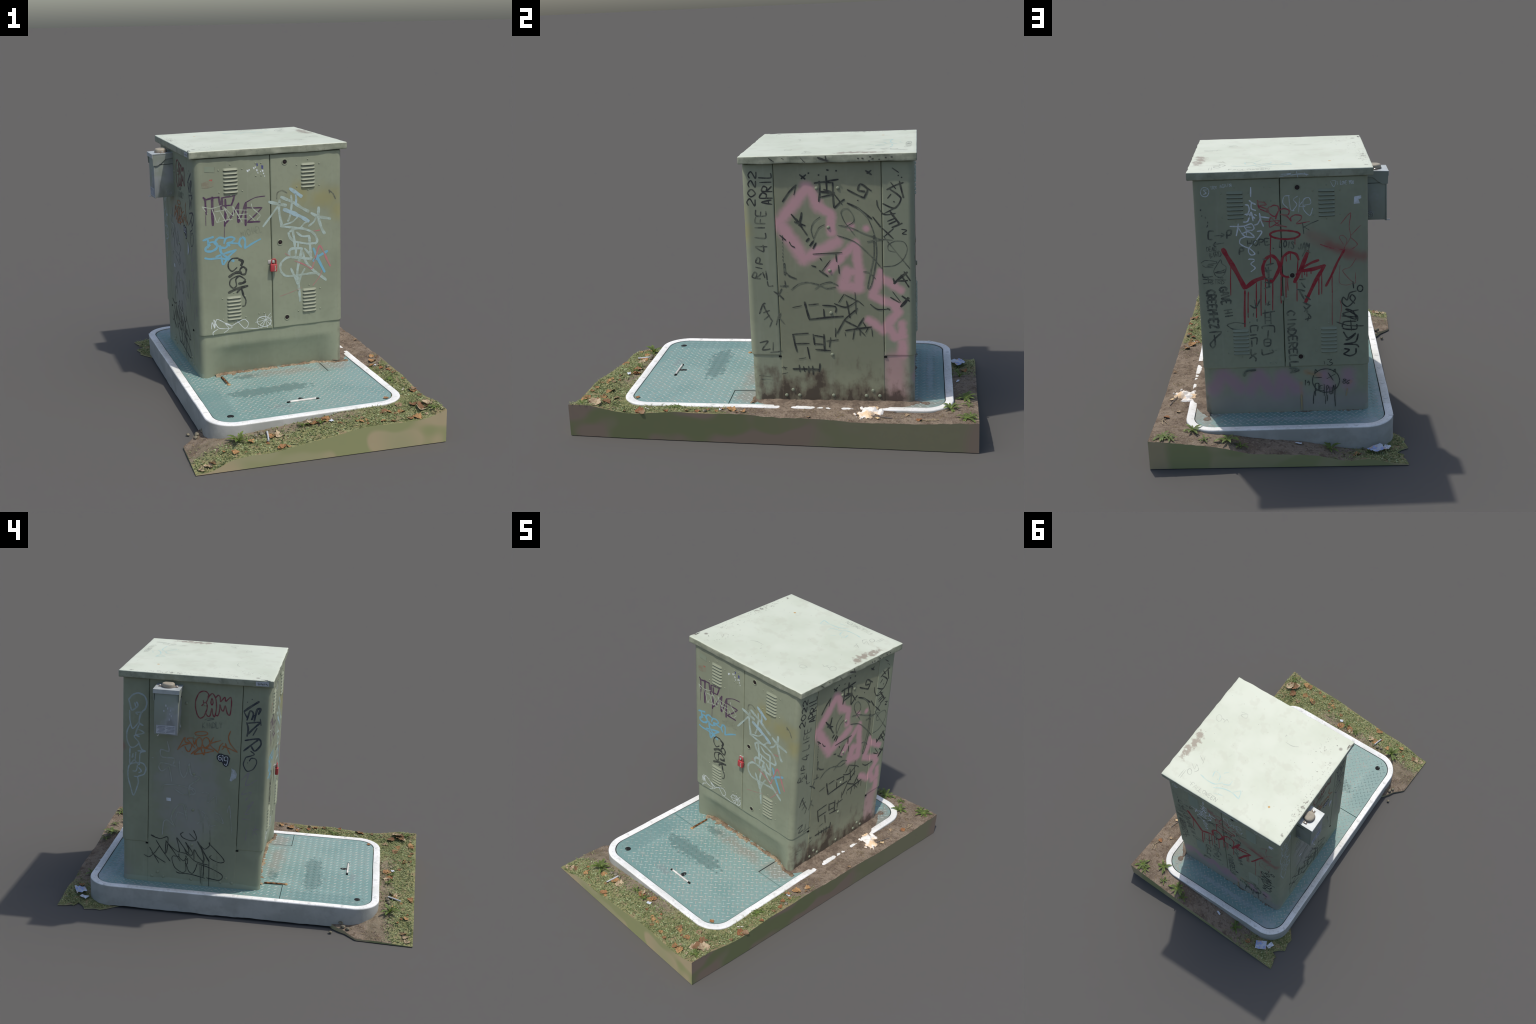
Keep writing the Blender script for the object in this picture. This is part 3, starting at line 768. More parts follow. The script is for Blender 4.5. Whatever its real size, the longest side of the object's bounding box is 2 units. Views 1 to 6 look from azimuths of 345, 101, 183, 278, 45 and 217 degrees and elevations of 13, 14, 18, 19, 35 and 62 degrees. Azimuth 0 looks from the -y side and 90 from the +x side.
def surf(x, y):
    g = grassy(x, y); z = ground_z(x, y)
    edge = min(1, (.62 - abs(x)) / .05 + .35, (1.0 - abs(y)) / .05 + .35)
    z += g * edge * (.0045 * fbm(x * 9, y * 9, 1, 4) + .0035 * fbm(x * 32, y * 32, 5, 3)) + (1 - g) * .0035 * fbm(x * 24, y * 24, 3, 4)
    # tussock at the outer corner
    z += .008 * math.exp(-((x - .55) ** 2 + (y + .90) ** 2) / .05 ** 2)
    return max(z, .0035)

def ground_material():
    k = Mat("grass_and_soil", .95, .1)
    x, y, z = k.xyz(); n = k.noise(7, 5); n2 = k.noise(38, 4, .65); n3 = k.noise(110, 3)
    g = k.mix(k.step(n, .38, .62), (.16, .175, .072), (.25, .258, .125))
    g = k.mix(k.step(n2, .47, .62), g, (.265, .250, .115))
    g = k.mix(k.math('MULTIPLY', k.step(n3, .52, .66), .75), g, (.085, .100, .042))
    g = k.mix(k.math('MULTIPLY', k.step(k.noise(17, 4), .58, .7), .7), g, (.31, .235, .135))
    s = k.mix(k.step(n, .35, .65), (.165, .125, .092), (.245, .192, .142))
    s = k.mix(k.math('MULTIPLY', k.step(n2, .55, .68), .6), s, (.095, .066, .048))
    s = k.mix(k.math('MULTIPLY', k.step(n3, .58, .7), .5), s, (.32, .265, .195))
    wob = k.math('MULTIPLY', k.math('SUBTRACT', n, .5), .38)
    wob = k.math('ADD', wob, k.math('MULTIPLY', k.math('SUBTRACT', n2, .5), .25))
    f = k.math('SUBTRACT', k.math('ADD', y, .30), k.math('MULTIPLY', k.math('SUBTRACT', x, .45), .45))
    front = k.step(k.math('ADD', f, wob), .08, -.08)
    back = k.math('MULTIPLY', k.step(k.math('ADD', x, wob), -.26, -.36), k.step(y, .4, .5))
    bare = k.blob((-.53, -.70, .03), (.13, .12, .3), .8, wob)
    strip = k.math('MULTIPLY', k.step(k.math('ADD', y, k.math('MULTIPLY', wob, .25)), -.875, -.84), k.math('MULTIPLY', k.step(x, .30, .12), k.step(y, -.6, -.7)))
    lawn = k.math('MULTIPLY', k.maxm([front, back]), k.math('SUBTRACT', 1.0, k.math('MULTIPLY', k.maxm([bare, strip]), .85)))
    top = k.mix(lawn, s, g)
    # cut sides: earth tones of the scan's smeared hole fill, tan in front, olive and umber along the right
    geo = k.n.new("ShaderNodeNewGeometry").outputs['Normal']; nz = k.xyz(geo)[2]; nx = k.xyz(geo)[0]
    m = k.noise(2.2, 1, stretch=(1, 1, .6)); m2 = k.noise(3.7, 1, stretch=(1, 1, 1.4))
    cut = k.mix(k.step(m, .4, .6), (.33, .315, .175), (.40, .33, .20))
    cut = k.mix(k.step(m2, .46, .60), cut, (.28, .29, .14))
    side = k.mix(k.step(m, .42, .58), (.17, .165, .105), (.19, .15, .118))
    side = k.mix(k.math('MULTIPLY', k.step(y, .8, -.3), k.step(m2, .45, .6)), side, (.14, .155, .08))
    cut = k.mix(k.step(nx, .5, .7), cut, side)
    wall = k.step(nz, .35, .15)
    k.bump(k.math('MULTIPLY', k.math('ADD', n2, n3), k.math('SUBTRACT', 1.0, wall)), .5, .006)
    return k.col(k.mix(wall, top, cut))
M_GROUND = ground_material()

def ground():
    NX, NY = 150, 250; XR = .614; vs, fs = [], []
    for j in range(NY + 1):
        y = -.996 + 1.988 * j / NY; xl = left_edge(y); xr = XR + .005 * (y + 1) / 2 - .006 * math.exp(-((y + 1) / .2) ** 2)
        for i in range(NX + 1):
            t = i / NX; x = xl + (xr - xl) * t
            if 0 < t < 1 and 0 < j < NY: x += 0.002 * mnoise.noise((x * 40, y * 40, 0))
            vs.append((x, y, surf(x, y)))
    R = NX + 1
    for j in range(NY):
        for i in range(NX): a = j * R + i; fs.append((a, a + 1, a + R + 1, a + R))
    loop = [i for i in range(R)] + [j * R + NX for j in range(1, NY + 1)] + [NY * R + i for i in range(NX - 1, -1, -1)] + [j * R for j in range(NY - 1, 0, -1)]
    b = len(vs); n = len(loop)
    for q in (.5, 0):
        for i in loop: vs.append((vs[i][0], vs[i][1], vs[i][2] * q))
    for i in range(n):
        k = (i + 1) % n
        fs.append((loop[i], b + i, b + k, loop[k])); fs.append((b + i, b + n + i, b + n + k, b + k))
    fs.append(tuple(b + n + i for i in range(n)))
    return mesh_ob("ground_patch", vs, fs, root, M_GROUND, None, 55)
ground_ob = ground()

# ------------------------------------------------------------------ soil drifted over the slab on the right
def soil_material(name, a, b, c):
    k = Mat(name, .95, .1); n = k.noise(14, 5); n2 = k.noise(70, 4, .65)
    col = k.mix(k.step(n, .35, .65), a, b); col = k.mix(k.math('MULTIPLY', k.step(n2, .52, .66), .6), col, c)
    k.bump(n2, .6, .006); return k.col(col)
M_SOIL = soil_material("drifted_soil", (.155, .118, .088), (.24, .188, .14), (.105, .078, .058))

def bell(y, c, w): return math.exp(-((y - c) / w) ** 2)
def heightfield(name, x0, x1, y0, y1, step, fn, parent, mat, floor):
    """thin lump of loose stuff: only cells that rise above the floor are kept"""
    nx, ny = int((x1 - x0) / step) + 1, int((y1 - y0) / step) + 1; vs, fs, keep = [], [], []
    for j in range(ny):
        for i in range(nx):
            x, y = x0 + i * step, y0 + j * step; h = fn(x, y); vs.append((x, y, floor + h)); keep.append(h > -.003)
    for j in range(ny - 1):
        for i in range(nx - 1):
            q = (j * nx + i, j * nx + i + 1, (j + 1) * nx + i + 1, (j + 1) * nx + i)
            if any(keep[k] for k in q): fs.append(q)
    ob = mesh_ob(name, vs, fs, parent, mat, None, 60)
    bm = bmesh.new(); bm.from_mesh(ob.data)
    bmesh.ops.delete(bm, geom=[v for v in bm.verts if not v.link_faces], context='VERTS')
    bmesh.ops.recalc_face_normals(bm, faces=bm.faces)
    if sum(f.normal.z for f in bm.faces) < 0: bmesh.ops.reverse_faces(bm, faces=bm.faces)
    bm.to_mesh(ob.data); bm.free(); return ob

def drift(x, y):
    t = (x - .385) / .12                     # 0 at the cabinet, 1 at the rim
    y0, y1 = -.08 + 1.25 * (x - .40), .55 + 1.4 * (.466 - x)      # slanting front and rear limits
    env = 1 / (1 + math.exp(-(y - y0) / .016)) / (1 + math.exp((y - y1) / .02))
    h = .013 * env * (1.15 - .55 * max(0, t)) - .0035
    h += .0045 * fbm(x * 26, y * 26, 8, 4) * env
    # the rim shows through in two worn places
    if x > .455: h -= env * (.010 * bell(y, .155, .050) * (1 if x > .462 else .4) + .0042 * bell(y, .34, .07)) * bell(x, .486, .028)
    return h
heightfield("soil_drift", .355, .545, -.10, .78, .0045, drift, root, M_SOIL, Z_PLATE + .0035)

M_STRAW = soil_material("dry_straw_litter", (.20, .145, .095), (.33, .26, .17), (.12, .078, .05))
def straw(x, y):
    e = max(0, min(1, (.385 - abs(x)) / .13)); e = e * e * (3 - 2 * e)
    v = y - (-.103 + .032 * e + .0384 * (x + .0135)); t = (x + .30) / .68
    wid = .030 * (.55 + .45 * math.sin(t * 9 + 1) ** 2)
    return .010 * (1 - abs(v + .010) / wid) + .009 * fbm(x * 34, y * 34, 2, 5) - .004 - .05 * max(0, -t) - .05 * max(0, t - 1.03)
heightfield("straw_litter", -.32, .44, -.155, -.03, .004, straw, root, M_STRAW, Z_PLATE + .0015)
def crumbs(x, y):
    d = abs(y - (.668 + .0384 * x)); return .004 * (1 - d / .02) + .005 * fbm(x * 45, y * 45, 6, 4) - .003
heightfield("soil_crumbs", -.40, .40, .63, .70, .005, crumbs, root, M_SOIL, Z_PLATE + .0002)

# white plaster splat on the rim
def splat(x, y):
    r = min(math.hypot((x - .478) / .040, (y - .486) / .045), math.hypot((x - .520) / .034, (y - .468) / .036))
    return .017 * (1 - r) + .010 * fbm(x * 38, y * 38, 1, 5)
k = Mat("white_plaster", .8, .2); k.col(k.mix(k.step(k.noise(16, 4), .42, .62), (.84, .80, .74), (.80, .58, .36)))
heightfield("plaster_splat", .40, .59, .40, .57, .0035, splat, root, k.m, .135)
for i in range(9):
    x, y = .53 + rng.uniform(0, .045), .445 + rng.uniform(-.05, .03); r = rng.uniform(.003, .007)
    bm = bmesh.new(); bmesh.ops.create_icosphere(bm, subdivisions=1, radius=r)
    bm_ob("plaster_crumb", bm, ground_ob, k.m, Matrix.Translation((x, y, surf(x, y) + r * .2)), 60)

# ------------------------------------------------------------------ lawn: short lying blades and clover-size leaves
def blades(name, count, mat, region, lmin, lmax, wmin, wmax, lift):
    vs, fs = [], []
    while len(fs) < count * 2:
        x, y = rng.uniform(-.61, .605), rng.uniform(-.985, .985)
        if x < left_edge(y) + .01 or rng.random() > region(x, y): continue
        sx, sy = to_slab(x, y)
        if abs(sx) < RIM_X + .002 and abs(sy) < RIM_Y + .002: continue
        a = rng.uniform(0, 6.283); L = rng.uniform(lmin, lmax); W = rng.uniform(wmin, wmax); e = rng.uniform(*lift)
        z = surf(x, y) + .0005; ca, sa = math.cos(a), math.sin(a); b = len(vs)
        for t, w, h in ((0, .6, 0), (.5, 1, .8), (1, .12, 1.0)):
            for s in (-1, 1): vs.append((x + ca * t * L - sa * s * w * W, y + sa * t * L + ca * s * w * W, z + e * L * h + .0012 * t))
        fs.append((b, b + 1, b + 3, b + 2)); fs.append((b + 2, b + 3, b + 5, b + 4))
    ob = mesh_ob(name, vs, fs, ground_ob, mat, None, 180); ob["kind"] = "stuff"; return ob
def leafmat(name, stops, scale=90):
    k = Mat(name, .8, .2); n = k.noise(scale, 2); c = stops[0]
    for i, s in enumerate(stops[1:]): c = k.mix(k.step(n, .36 + .12 * i, .44 + .12 * i), c, s)
    return k.col(c)
M_BLADE = leafmat("grass_blades", [(.10, .125, .045), (.17, .20, .075), (.235, .27, .11), (.33, .30, .16)])
blades("grass_blades", 3600, M_BLADE, lambda x, y: grassy(x, y) ** 1.5, .008, .022, .0010, .0022, (.10, .55))
blades("clover_leaves", 700, leafmat("clover_green", [(.14, .19, .07), (.24, .30, .13), (.34, .38, .21)]), lambda x, y: grassy(x, y) ** 3, .006, .013, .0028, .0055, (.05, .35))
blades("soil_straws", 420, leafmat("straw", [(.30, .22, .12), (.15, .10, .06), (.24, .2, .09)]), lambda x, y: .25 + .75 * (1 - grassy(x, y)), .008, .026, .0006, .0014, (.0, .15))

# ------------------------------------------------------------------ weeds
def weed_leaf_mesh(i):
    r = random.Random(100 + i); vs, fs = [], []; n = 12
    for j in range(n + 1):
        t = j / n; w = (.16 * math.sin(math.pi * min(1, t * 1.02)) ** .7 * (.55 + .45 * t)) * (1 if j % 2 else .6 + .2 * r.random()) + .012
        z = .55 * t - .62 * t * t; f = .28 * w
        vs += [(t, -w, z + f), (t, 0, z), (t, w, z + f)]
    for j in range(n):
        a = 3 * j; fs += [(a, a + 1, a + 4, a + 3), (a + 1, a + 2, a + 5, a + 4)]
    me = D.meshes.new("weed_leaf"); me.from_pydata(vs, [], fs); shade(me, 180); return me
k = Mat("weed_green", .6, .35)
oi = k.n.new("ShaderNodeObjectInfo").outputs['Random']
c = k.mix(oi, (.125, .20, .035), (.24, .31, .075)); k.col(k.mix(k.step(k.noise(3, 3), .4, .6), c, (.11, .15, .04)))
tr = k.n.new("ShaderNodeBsdfTranslucent"); tr.inputs[0].default_value = (.22, .30, .05, 1); mx = k.n.new("ShaderNodeMixShader"); mx.inputs[0].default_value = .25
k.l.new(k.p.outputs[0], mx.inputs[1]); k.l.new(tr.outputs[0], mx.inputs[2]); k.l.new(mx.outputs[0], k.n["Material Output"].inputs[0])
WEED = [weed_leaf_mesh(i) for i in range(4)]
for me in WEED: me.materials.append(k.m)
M_WEED = k.m
def weed(x, y, r, n, up):
    z = surf(x, y) + .002; vs, fs = lathe([(.004, -.004), (.005, .004), (.001, .007)], 8)
    w = mesh_ob("weed", vs, fs, root, M_WEED, Matrix.Translation((x, y, z)), 60)
    for i in range(n):
        a = 6.283 * i / n + rng.uniform(-.35, .35); s = r * rng.uniform(.6, 1.1)
        inst("weed_leaf", WEED[i % 4], w, Matrix.Rotation(a, 4, 'Z') @ Matrix.Rotation(-up * rng.uniform(.3, 1.2), 4, 'Y') @ Matrix.Scale(s, 4))
for args in ((-.385, -.862, .068, 11, .75), (.425, .862, .058, 10, .45), (.25, .93, .072, 11, .35), (.185, .955, .04, 8, .3), (.555, .935, .058, 10, .2), (.52, .955, .04, 8, .2),
             (-.235, .905, .062, 8, .55), (.36, .945, .035, 6, .3), (.535, -.475, .05, 8, .1), (.02, -.86, .035, 6, .6), (-.07, -.845, .04, 6, .7), (.57, -.94, .036, 8, .3), (-.42, .90, .03, 6, .4)):
    weed(*args)

# ------------------------------------------------------------------ fallen leaves and litter
def leaf_mesh(i):
    r = random.Random(7 + i); n, m = 12, 2; vs, fs = [], []; curl = r.uniform(.25, .7); bend = r.uniform(-.4, .5)
    for j in range(n + 1):
        t = j / n; w = .40 * math.sin(math.pi * t ** .85) ** .8 * (1 + .16 * math.sin(t * 19 + i)) + .01
        for q in range(-m, m + 1):
            s = q / m; z = curl * (w * s) ** 2 * 2.2 + bend * (t - .5) ** 2 + .04 * r.uniform(-1, 1)
            vs.append((t - .5, w * s, z))
    R = 2 * m + 1
    for j in range(n):
        for q in range(R - 1): a = j * R + q; fs.append((a, a + 1, a + R + 1, a + R))
    me = D.meshes.new("fallen_leaf"); me.from_pydata(vs, [], fs); shade(me, 180); return me
k = Mat("dry_leaf", .75, .25); oi = k.n.new("ShaderNodeObjectInfo").outputs['Random']
c = k.mix(k.step(oi, .0, .34), (.42, .24, .10), (.26, .105, .045)); c = k.mix(k.step(oi, .4, .55), c, (.20, .115, .06)); c = k.mix(k.step(oi, .68, .80), c, (.46, .36, .23))
k.col(k.mix(k.math('MULTIPLY', k.step(k.noise(5, 4), .45, .65), .5), c, (.17, .09, .045)))
LEAVES = [leaf_mesh(i) for i in range(5)]
for me in LEAVES: me.materials.append(k.m)
def drop(name, me, x, y, size, tilt=.25, dz=.004):
    ob = inst(name, me, ground_ob, Matrix.Translation((x, y, surf(x, y) + dz)) @ Matrix.Rotation(rng.uniform(0, 6.283), 4, 'Z') @ Matrix.Rotation(rng.uniform(-tilt, tilt), 4, 'X') @ Matrix.Rotation(rng.uniform(-tilt, tilt), 4, 'Y') @ Matrix.Scale(size, 4))
    return ob
for x, y, s in ((-.23, -.875, .05), (-.19, -.875, .055), (-.33, -.885, .042), (-.02, -.84, .05), (-.035, -.83, .045), (.0, -.85, .04), (.05, -.835, .05), (.058, -.82, .045), (-.59, -.965, .04), (-.55, -.955, .05), (-.53, -.945, .04),
                (.47, -.965, .05), (.535, -.89, .075), (.56, -.875, .07), (.52, -.905, .06), (.435, -.965, .045), (.51, -.835, .055), (.588, -.635, .055), (.605, -.62, .04), (.44, -.805, .04), (.34, -.865, .045), (.36, -.875, .035), (.425, -.88, .045),
                (.53, -.235, .035), (.553, -.185, .055), (.59, -.40, .03), (.575, -.12, .035), (.56, -.30, .03), (.6, -.5, .03), (.3, -.96, .03), (-.2, -.97, .04), (.2, -.93, .03), (.1, -.9, .025), (-.42, -.95, .035), (.52, .66, .025), (.57, .72, .035), (-.36, .93, .04), (.6, .2, .025)):
    drop("fallen_leaf", LEAVES[rng.randrange(5)], x, y, s)
for i in range(26):
    x, y = (rng.uniform(-.5, .58), rng.uniform(-.98, -.86)) if i < 18 else (rng.uniform(.54, .6), rng.uniform(-.8, -.1))
    drop("fallen_leaf", LEAVES[rng.randrange(5)], x, y, rng.uniform(.015, .03), .3, .002)
# one leaf on the plate edge
ob = inst("fallen_leaf", LEAVES[1], ground_ob, Matrix.Translation((.42, -.70, Z_PLATE + .005)) @ Matrix.Scale(.03, 4))

M_PAPER = plain("white_litter", (.62, .66, .70), .7, .2, 0, .15, 40)
def scrap(name, x, y, w, h, ang, crumple, mat, dz=.006, n=7):
    r = random.Random(int(x * 999) + 5); vs, fs = [], []
    for j in range(n):
        for i in range(n):
            s, t = i / (n - 1) - .5, j / (n - 1) - .5
            vs.append((s * w, t * h, crumple * (abs(s + t * .4) * .9 + .35 * r.uniform(-1, 1))))
    for j in range(n - 1):
        for i in range(n - 1): a = j * n + i; fs.append((a, a + 1, a + n + 1, a + n))
    ob = mesh_ob(name, vs, fs, ground_ob, mat, Matrix.Translation((x, y, surf(x, y) + dz)) @ Matrix.Rotation(ang, 4, 'Z'), 30)
    return ob
kp = Mat("printed_wrapper", .5, .4); v = kp.voro(7)
kp.col(kp.mix(kp.step(kp.noise(40, 2), .56, .6), kp.mix(kp.step(kp.noise(25, 2), .55, .6), (.50, .55, .62), (.5, .40, .36)), (.30, .38, .62)))
scrap("wrapper", -.455, .902, .075, .06, .5, .016, kp.m, .018)
scrap("wrapper", -.505, .865, .045, .03, 1.2, .010, M_PAPER, .010)
scrap("paper_scrap", -.085, .895, .032, .012, -.3, .003, M_PAPER, .006)
scrap("paper_scrap", .071, -.862, .024, .018, .4, .006, M_PAPER, .006)
scrap("paper_scrap", .55, -.61, .035, .008, .9, .002, plain("cream_stub", (.62, .58, .48)), .005)
scrap("paper_scrap", .542, -.24, .022, .012, .2, .003, M_PAPER, .005)
scrap("paper_scrap", .571, .525, .022, .014, .7, .004, plain("tan_chip", (.68, .50, .28)), .006)
tube("twig", [(.544, .482, surf(.544, .482) + .004), (.558, .54, surf(.558, .54) + .006), (.571, .593, surf(.571, .593) + .004)], .0022, ground_ob, plain("grey_twig", (.15, .13, .115)))
tube("twig", [(.572, .73, surf(.572, .73) + .004), (.585, .77, surf(.585, .77) + .007), (.575, .81, surf(.575, .81) + .004)], .002, ground_ob, plain("pale_twig", (.36, .28, .17)))
tube("twig", [(.585, .75, surf(.585, .75) + .004), (.56, .79, surf(.56, .79) + .006)], .0016, ground_ob, plain("pale_twig", (.36, .28, .17)))
z1, z2 = surf(-.25, -.905) + .010, surf(-.243, -.845) + .014
tube("plastic_tube", [(-.258, -.918, z1), (-.255, -.912, z1), (-.248, -.88, (z1 + z2) / 2), (-.243, -.845, z2)], .0045, ground_ob, plain("grey_plastic", (.45, .46, .47), .4))
M_STONE = plain("pebble_stone", (.20, .18, .13), .9, .2, 0, .3, 60)
for i, (x, y, r) in enumerate([(-.566, -.549, .0095), (-.50, -.60, .014), (-.535, -.615, .012), (.593, -.304, .010), (-.545, -.64, .011), (-.3, -.85, .010), (-.27, -.843, .012), (-.24, -.838, .009)]):
    bm = bmesh.new(); bmesh.ops.create_icosphere(bm, subdivisions=2, radius=r)
    for v in bm.verts: v.co *= 1 + .35 * fbm(v.co.x * 90 + i, v.co.y * 90, v.co.z * 90, 2); v.co.z *= .7
    z = max(.0, surf(x, y) if (x > left_edge(y)) else 0) + r * .75
    bm_ob("pebble", bm, ground_ob, M_STONE, Matrix.Translation((x, y, z)), 60)

# ------------------------------------------------------------------ graffiti: marker and paint strokes
def ink(name, c, lo=.75, hi=1.0, under=GREEN, rough=.5):
    """thin paint film: covers unevenly, the sheet below shows through"""
    k = Mat(name, rough, .3); n = k.noise(28, 4); m = k.noise(150, 2)
    f = k.math('ADD', lo, k.math('MULTIPLY', k.step(k.math('ADD', k.math('MULTIPLY', n, .7), k.math('MULTIPLY', m, .3)), .38, .6), hi - lo))
    return k.col(k.mix(f, under, c))
LIDC = (.60, .63, .50)
BLACK = ink("black_marker", (.035, .037, .035), .80, 1); BLACK2 = ink("worn_black_marker", (.045, .048, .045), .5, .9); BLACK3 = ink("faded_black_marker", (.05, .055, .05), .45, .85)
BLACKTHIN = ink("thin_black_marker", (.05, .055, .05), .45, .85); BLACKBLUE = ink("blue_black_marker", (.035, .042, .055), .8, 1); DARKINK = ink("grey_marker", (.07, .08, .085), .2, .7)
PURPLE = ink("purple_marker", (.085, .04, .085), .85, 1); PALE = ink("pale_marker", (.45, .49, .40), .5, .95); BLUE = ink("light_blue_marker", (.17, .40, .52), .75, 1)
WHITE = ink("white_marker", (.68, .72, .70), .7, 1); WHITE2 = ink("white_paint_marker", (.62, .66, .70), .7, 1); WHITE3 = ink("thin_white_marker", (.55, .60, .62), .45, .85)
MINT = ink("mint_paint", (.42, .52, .48), .42, .85); BLUEMINT = ink("blue_mint_paint", (.36, .50, .55), .5, .9); ROSE = ink("rose_marker", (.50, .17, .19), .45, .9)
SCRIBBLE = ink("scuff_line", (.09, .09, .07), .4, .8); FAINT = ink("faint_pencil", (.12, .13, .10), .15, .5); STICKER = ink("painted_over_sticker", (.24, .28, .20), .6, 1); GLUE = ink("sticker_glue", (.23, .20, .14), .4, .9)
REDINK = ink("red_sticker", (.45, .07, .06), .6, 1); NAVY = ink("navy_sticker", (.06, .06, .22), .8, 1); RED = ink("dripping_red_paint", (.30, .022, .035), .88, 1); REDTHIN = ink("thin_red_marker", (.32, .05, .065), .55, .95)
OCHRE = ink("ochre_drip", (.40, .24, .09), .3, .7); PALEBLUE = ink("pale_blue_marker", (.38, .455, .475), .45, .85); PALEBLUE2 = ink("pale_scar", (.46, .50, .55), .4, .9); REDINK2 = ink("dark_red_marker", (.20, .035, .05), .75, 1)
ORANGE = ink("orange_marker", (.36, .125, .04), .7, 1); STICKBLACK = ink("black_sticker", (.03, .035, .045), .95, 1); GREYINK = ink("faint_grey_marker", (.38, .39, .40), .15, .55); PURPLEFAINT = ink("faint_purple_marker", (.24, .16, .28), .1, .5)
DRIP = ink("thin_drip", (.10, .11, .09), .2, .6); PENCIL = ink("lid_pencil", (.24, .25, .23), .35, .8, LIDC); TURQ = ink("lid_turquoise", (.40, .58, .55), .3, .8, LIDC)

LABELWHITE = ink("small_label", (.45, .47, .50), .8, 1)
CHIP = ink("chipped_corner", (.11, .10, .08), .5, 1, LIDC)
LAYER = {}
def on_face(face, s, w, h):
    """cabinet-local point h above the sheet at face coordinates (metres)"""
    if face == 'top': return (s, w, LID_TOP + h + .0012 * fbm(s * 3, w * 3, 9, 3))
    if face == 'lidright': return (LID_U + h + .003, s, w)
    if face == 'lidleft': return (-LID_U - h - .001, s, w)
    if face == 'lidback': return (s, LID_V + h + .001, w)
    half = HU if face in ('front', 'back', 'pback') else HV
    d = 0.0; a = abs(s) - (half - RC)
    if a > 0: d = RC - math.sqrt(max(RC * RC - min(a, RC * .98) ** 2, 0))
    if face == 'pback': return (s, PV + h + .003 + .002 * fbm(s * 4, PV * 4, w * 5 + 3, 3) - d, w)
    o = dents(face, s, w) + h - d
    return {'front': (s, -HV - o, w), 'back': (s, HV + o, w), 'right': (HU + o, s, w), 'left': (-HU - o, s, w)}[face]

def smooth_path(p, n=7):
    if len(p) < 3:
        a, b = p[0], p[-1]; m = max(2, int(math.dist(a, b) / .015)); return [(a[0] + (b[0] - a[0]) * i / m, a[1] + (b[1] - a[1]) * i / m) for i in range(m + 1)]
    closed = math.dist(p[0], p[-1]) < .001; out = []
    for i in range(len(p) - 1):
        p1, p2 = p[i], p[i + 1]
        p0 = p[i - 1] if i else (p[-2] if closed else p1); p3 = p[i + 2] if i + 2 < len(p) else (p[1] if closed else p2)
        for k in range(n):
            t = k / n
            out.append(tuple(.5 * (2 * b + (c - a) * t * .8 + (2 * a - 5 * b + 4 * c - d) * t * t * .8 + (3 * b - a - 3 * c + d) * t ** 3 * .8)
                             + .2 * ((b + (c - b) * t) - b) for a, b, c, d in zip(p0, p1, p2, p3)))
    # blend keeps corners fairly crisp, as a chisel marker does
    out.append(p[-1]); return out

def ribbon(vs, fs, face, pts, width, h0):
    P = smooth_path(pts); r = random.Random(int(abs(pts[0][0]) * 7919 + abs(pts[0][1]) * 104729)); n = len(P); L = []
    a = (P[0][0] - P[1][0], P[0][1] - P[1][1]); q = math.hypot(*a) + 1e-9; P[0] = (P[0][0] + a[0] / q * width * .25, P[0][1] + a[1] / q * width * .25)
    b0 = len(vs); ph = r.uniform(0, 6)
    for i, p in enumerate(P):
        u = P[min(i + 1, n - 1)]; v = P[max(i - 1, 0)]; dx, dy = u[0] - v[0], u[1] - v[1]; q = math.hypot(dx, dy) + 1e-9
        w = width / 2 * (1 + .12 * math.sin(i * .7 + ph)); e = min(i, n - 1 - i)
        if e == 0: w *= .62
        elif e == 1: w *= .92
        h = h0 + i * 4e-7
        for s in (-1, 0, 1): vs.append(on_face(face, p[0] - dy / q * w * s, p[1] + dx / q * w * s, h))
    for i in range(n - 1):
        for s in (0, 1):
            a = b0 + i * 3 + s; fs.append((a, a + 1, a + 4, a + 3))

def finish_tag(face, mat, vs, fs, name):
    me = D.meshes.new(name); me.from_pydata(vs, [], fs); me.update()
    # all paint faces outward
    out = {'front': (0, -1, 0), 'back': (0, 1, 0), 'pback': (0, 1, 0), 'right': (1, 0, 0), 'left': (-1, 0, 0), 'top': (0, 0, 1), 'lidright': (1, 0, 0), 'lidleft': (-1, 0, 0), 'lidback': (0, 1, 0)}[face]
    bm = bmesh.new(); bm.from_mesh(me); bm.normal_update(); bmesh.ops.reverse_faces(bm, faces=[f for f in bm.faces if f.normal.dot(Vector(out)) < 0]); bm.to_mesh(me); bm.free()
    shade(me, 180); return link(D.objects.new(name, me), root, mat, CAB)

def tag(face, mat, *strokes):
    vs, fs = [], []
    for width, pts in strokes:
        LAYER[face] = LAYER.get(face, 0) + 1
        ribbon(vs, fs, face, [(a / 1000, b / 1000) for a, b in pts], width / 1000, .00030 + LAYER[face] * 2.5e-6)
    finish_tag(face, mat, vs, fs, "graffiti")

def patch(face, mat, pts):
    LAYER[face] = LAYER.get(face, 0) + 1; h = .00025 + LAYER[face] * 2.5e-6
    p = [(a / 1000, b / 1000) for a, b in pts]; c = (sum(q[0] for q in p) / len(p), sum(q[1] for q in p) / len(p))
    vs = [on_face(face, *q, h) for q in p] + [on_face(face, *c, h)]
    finish_tag(face, mat, vs, [(i, (i + 1) % len(p), len(p)) for i in range(len(p))], "sticker")

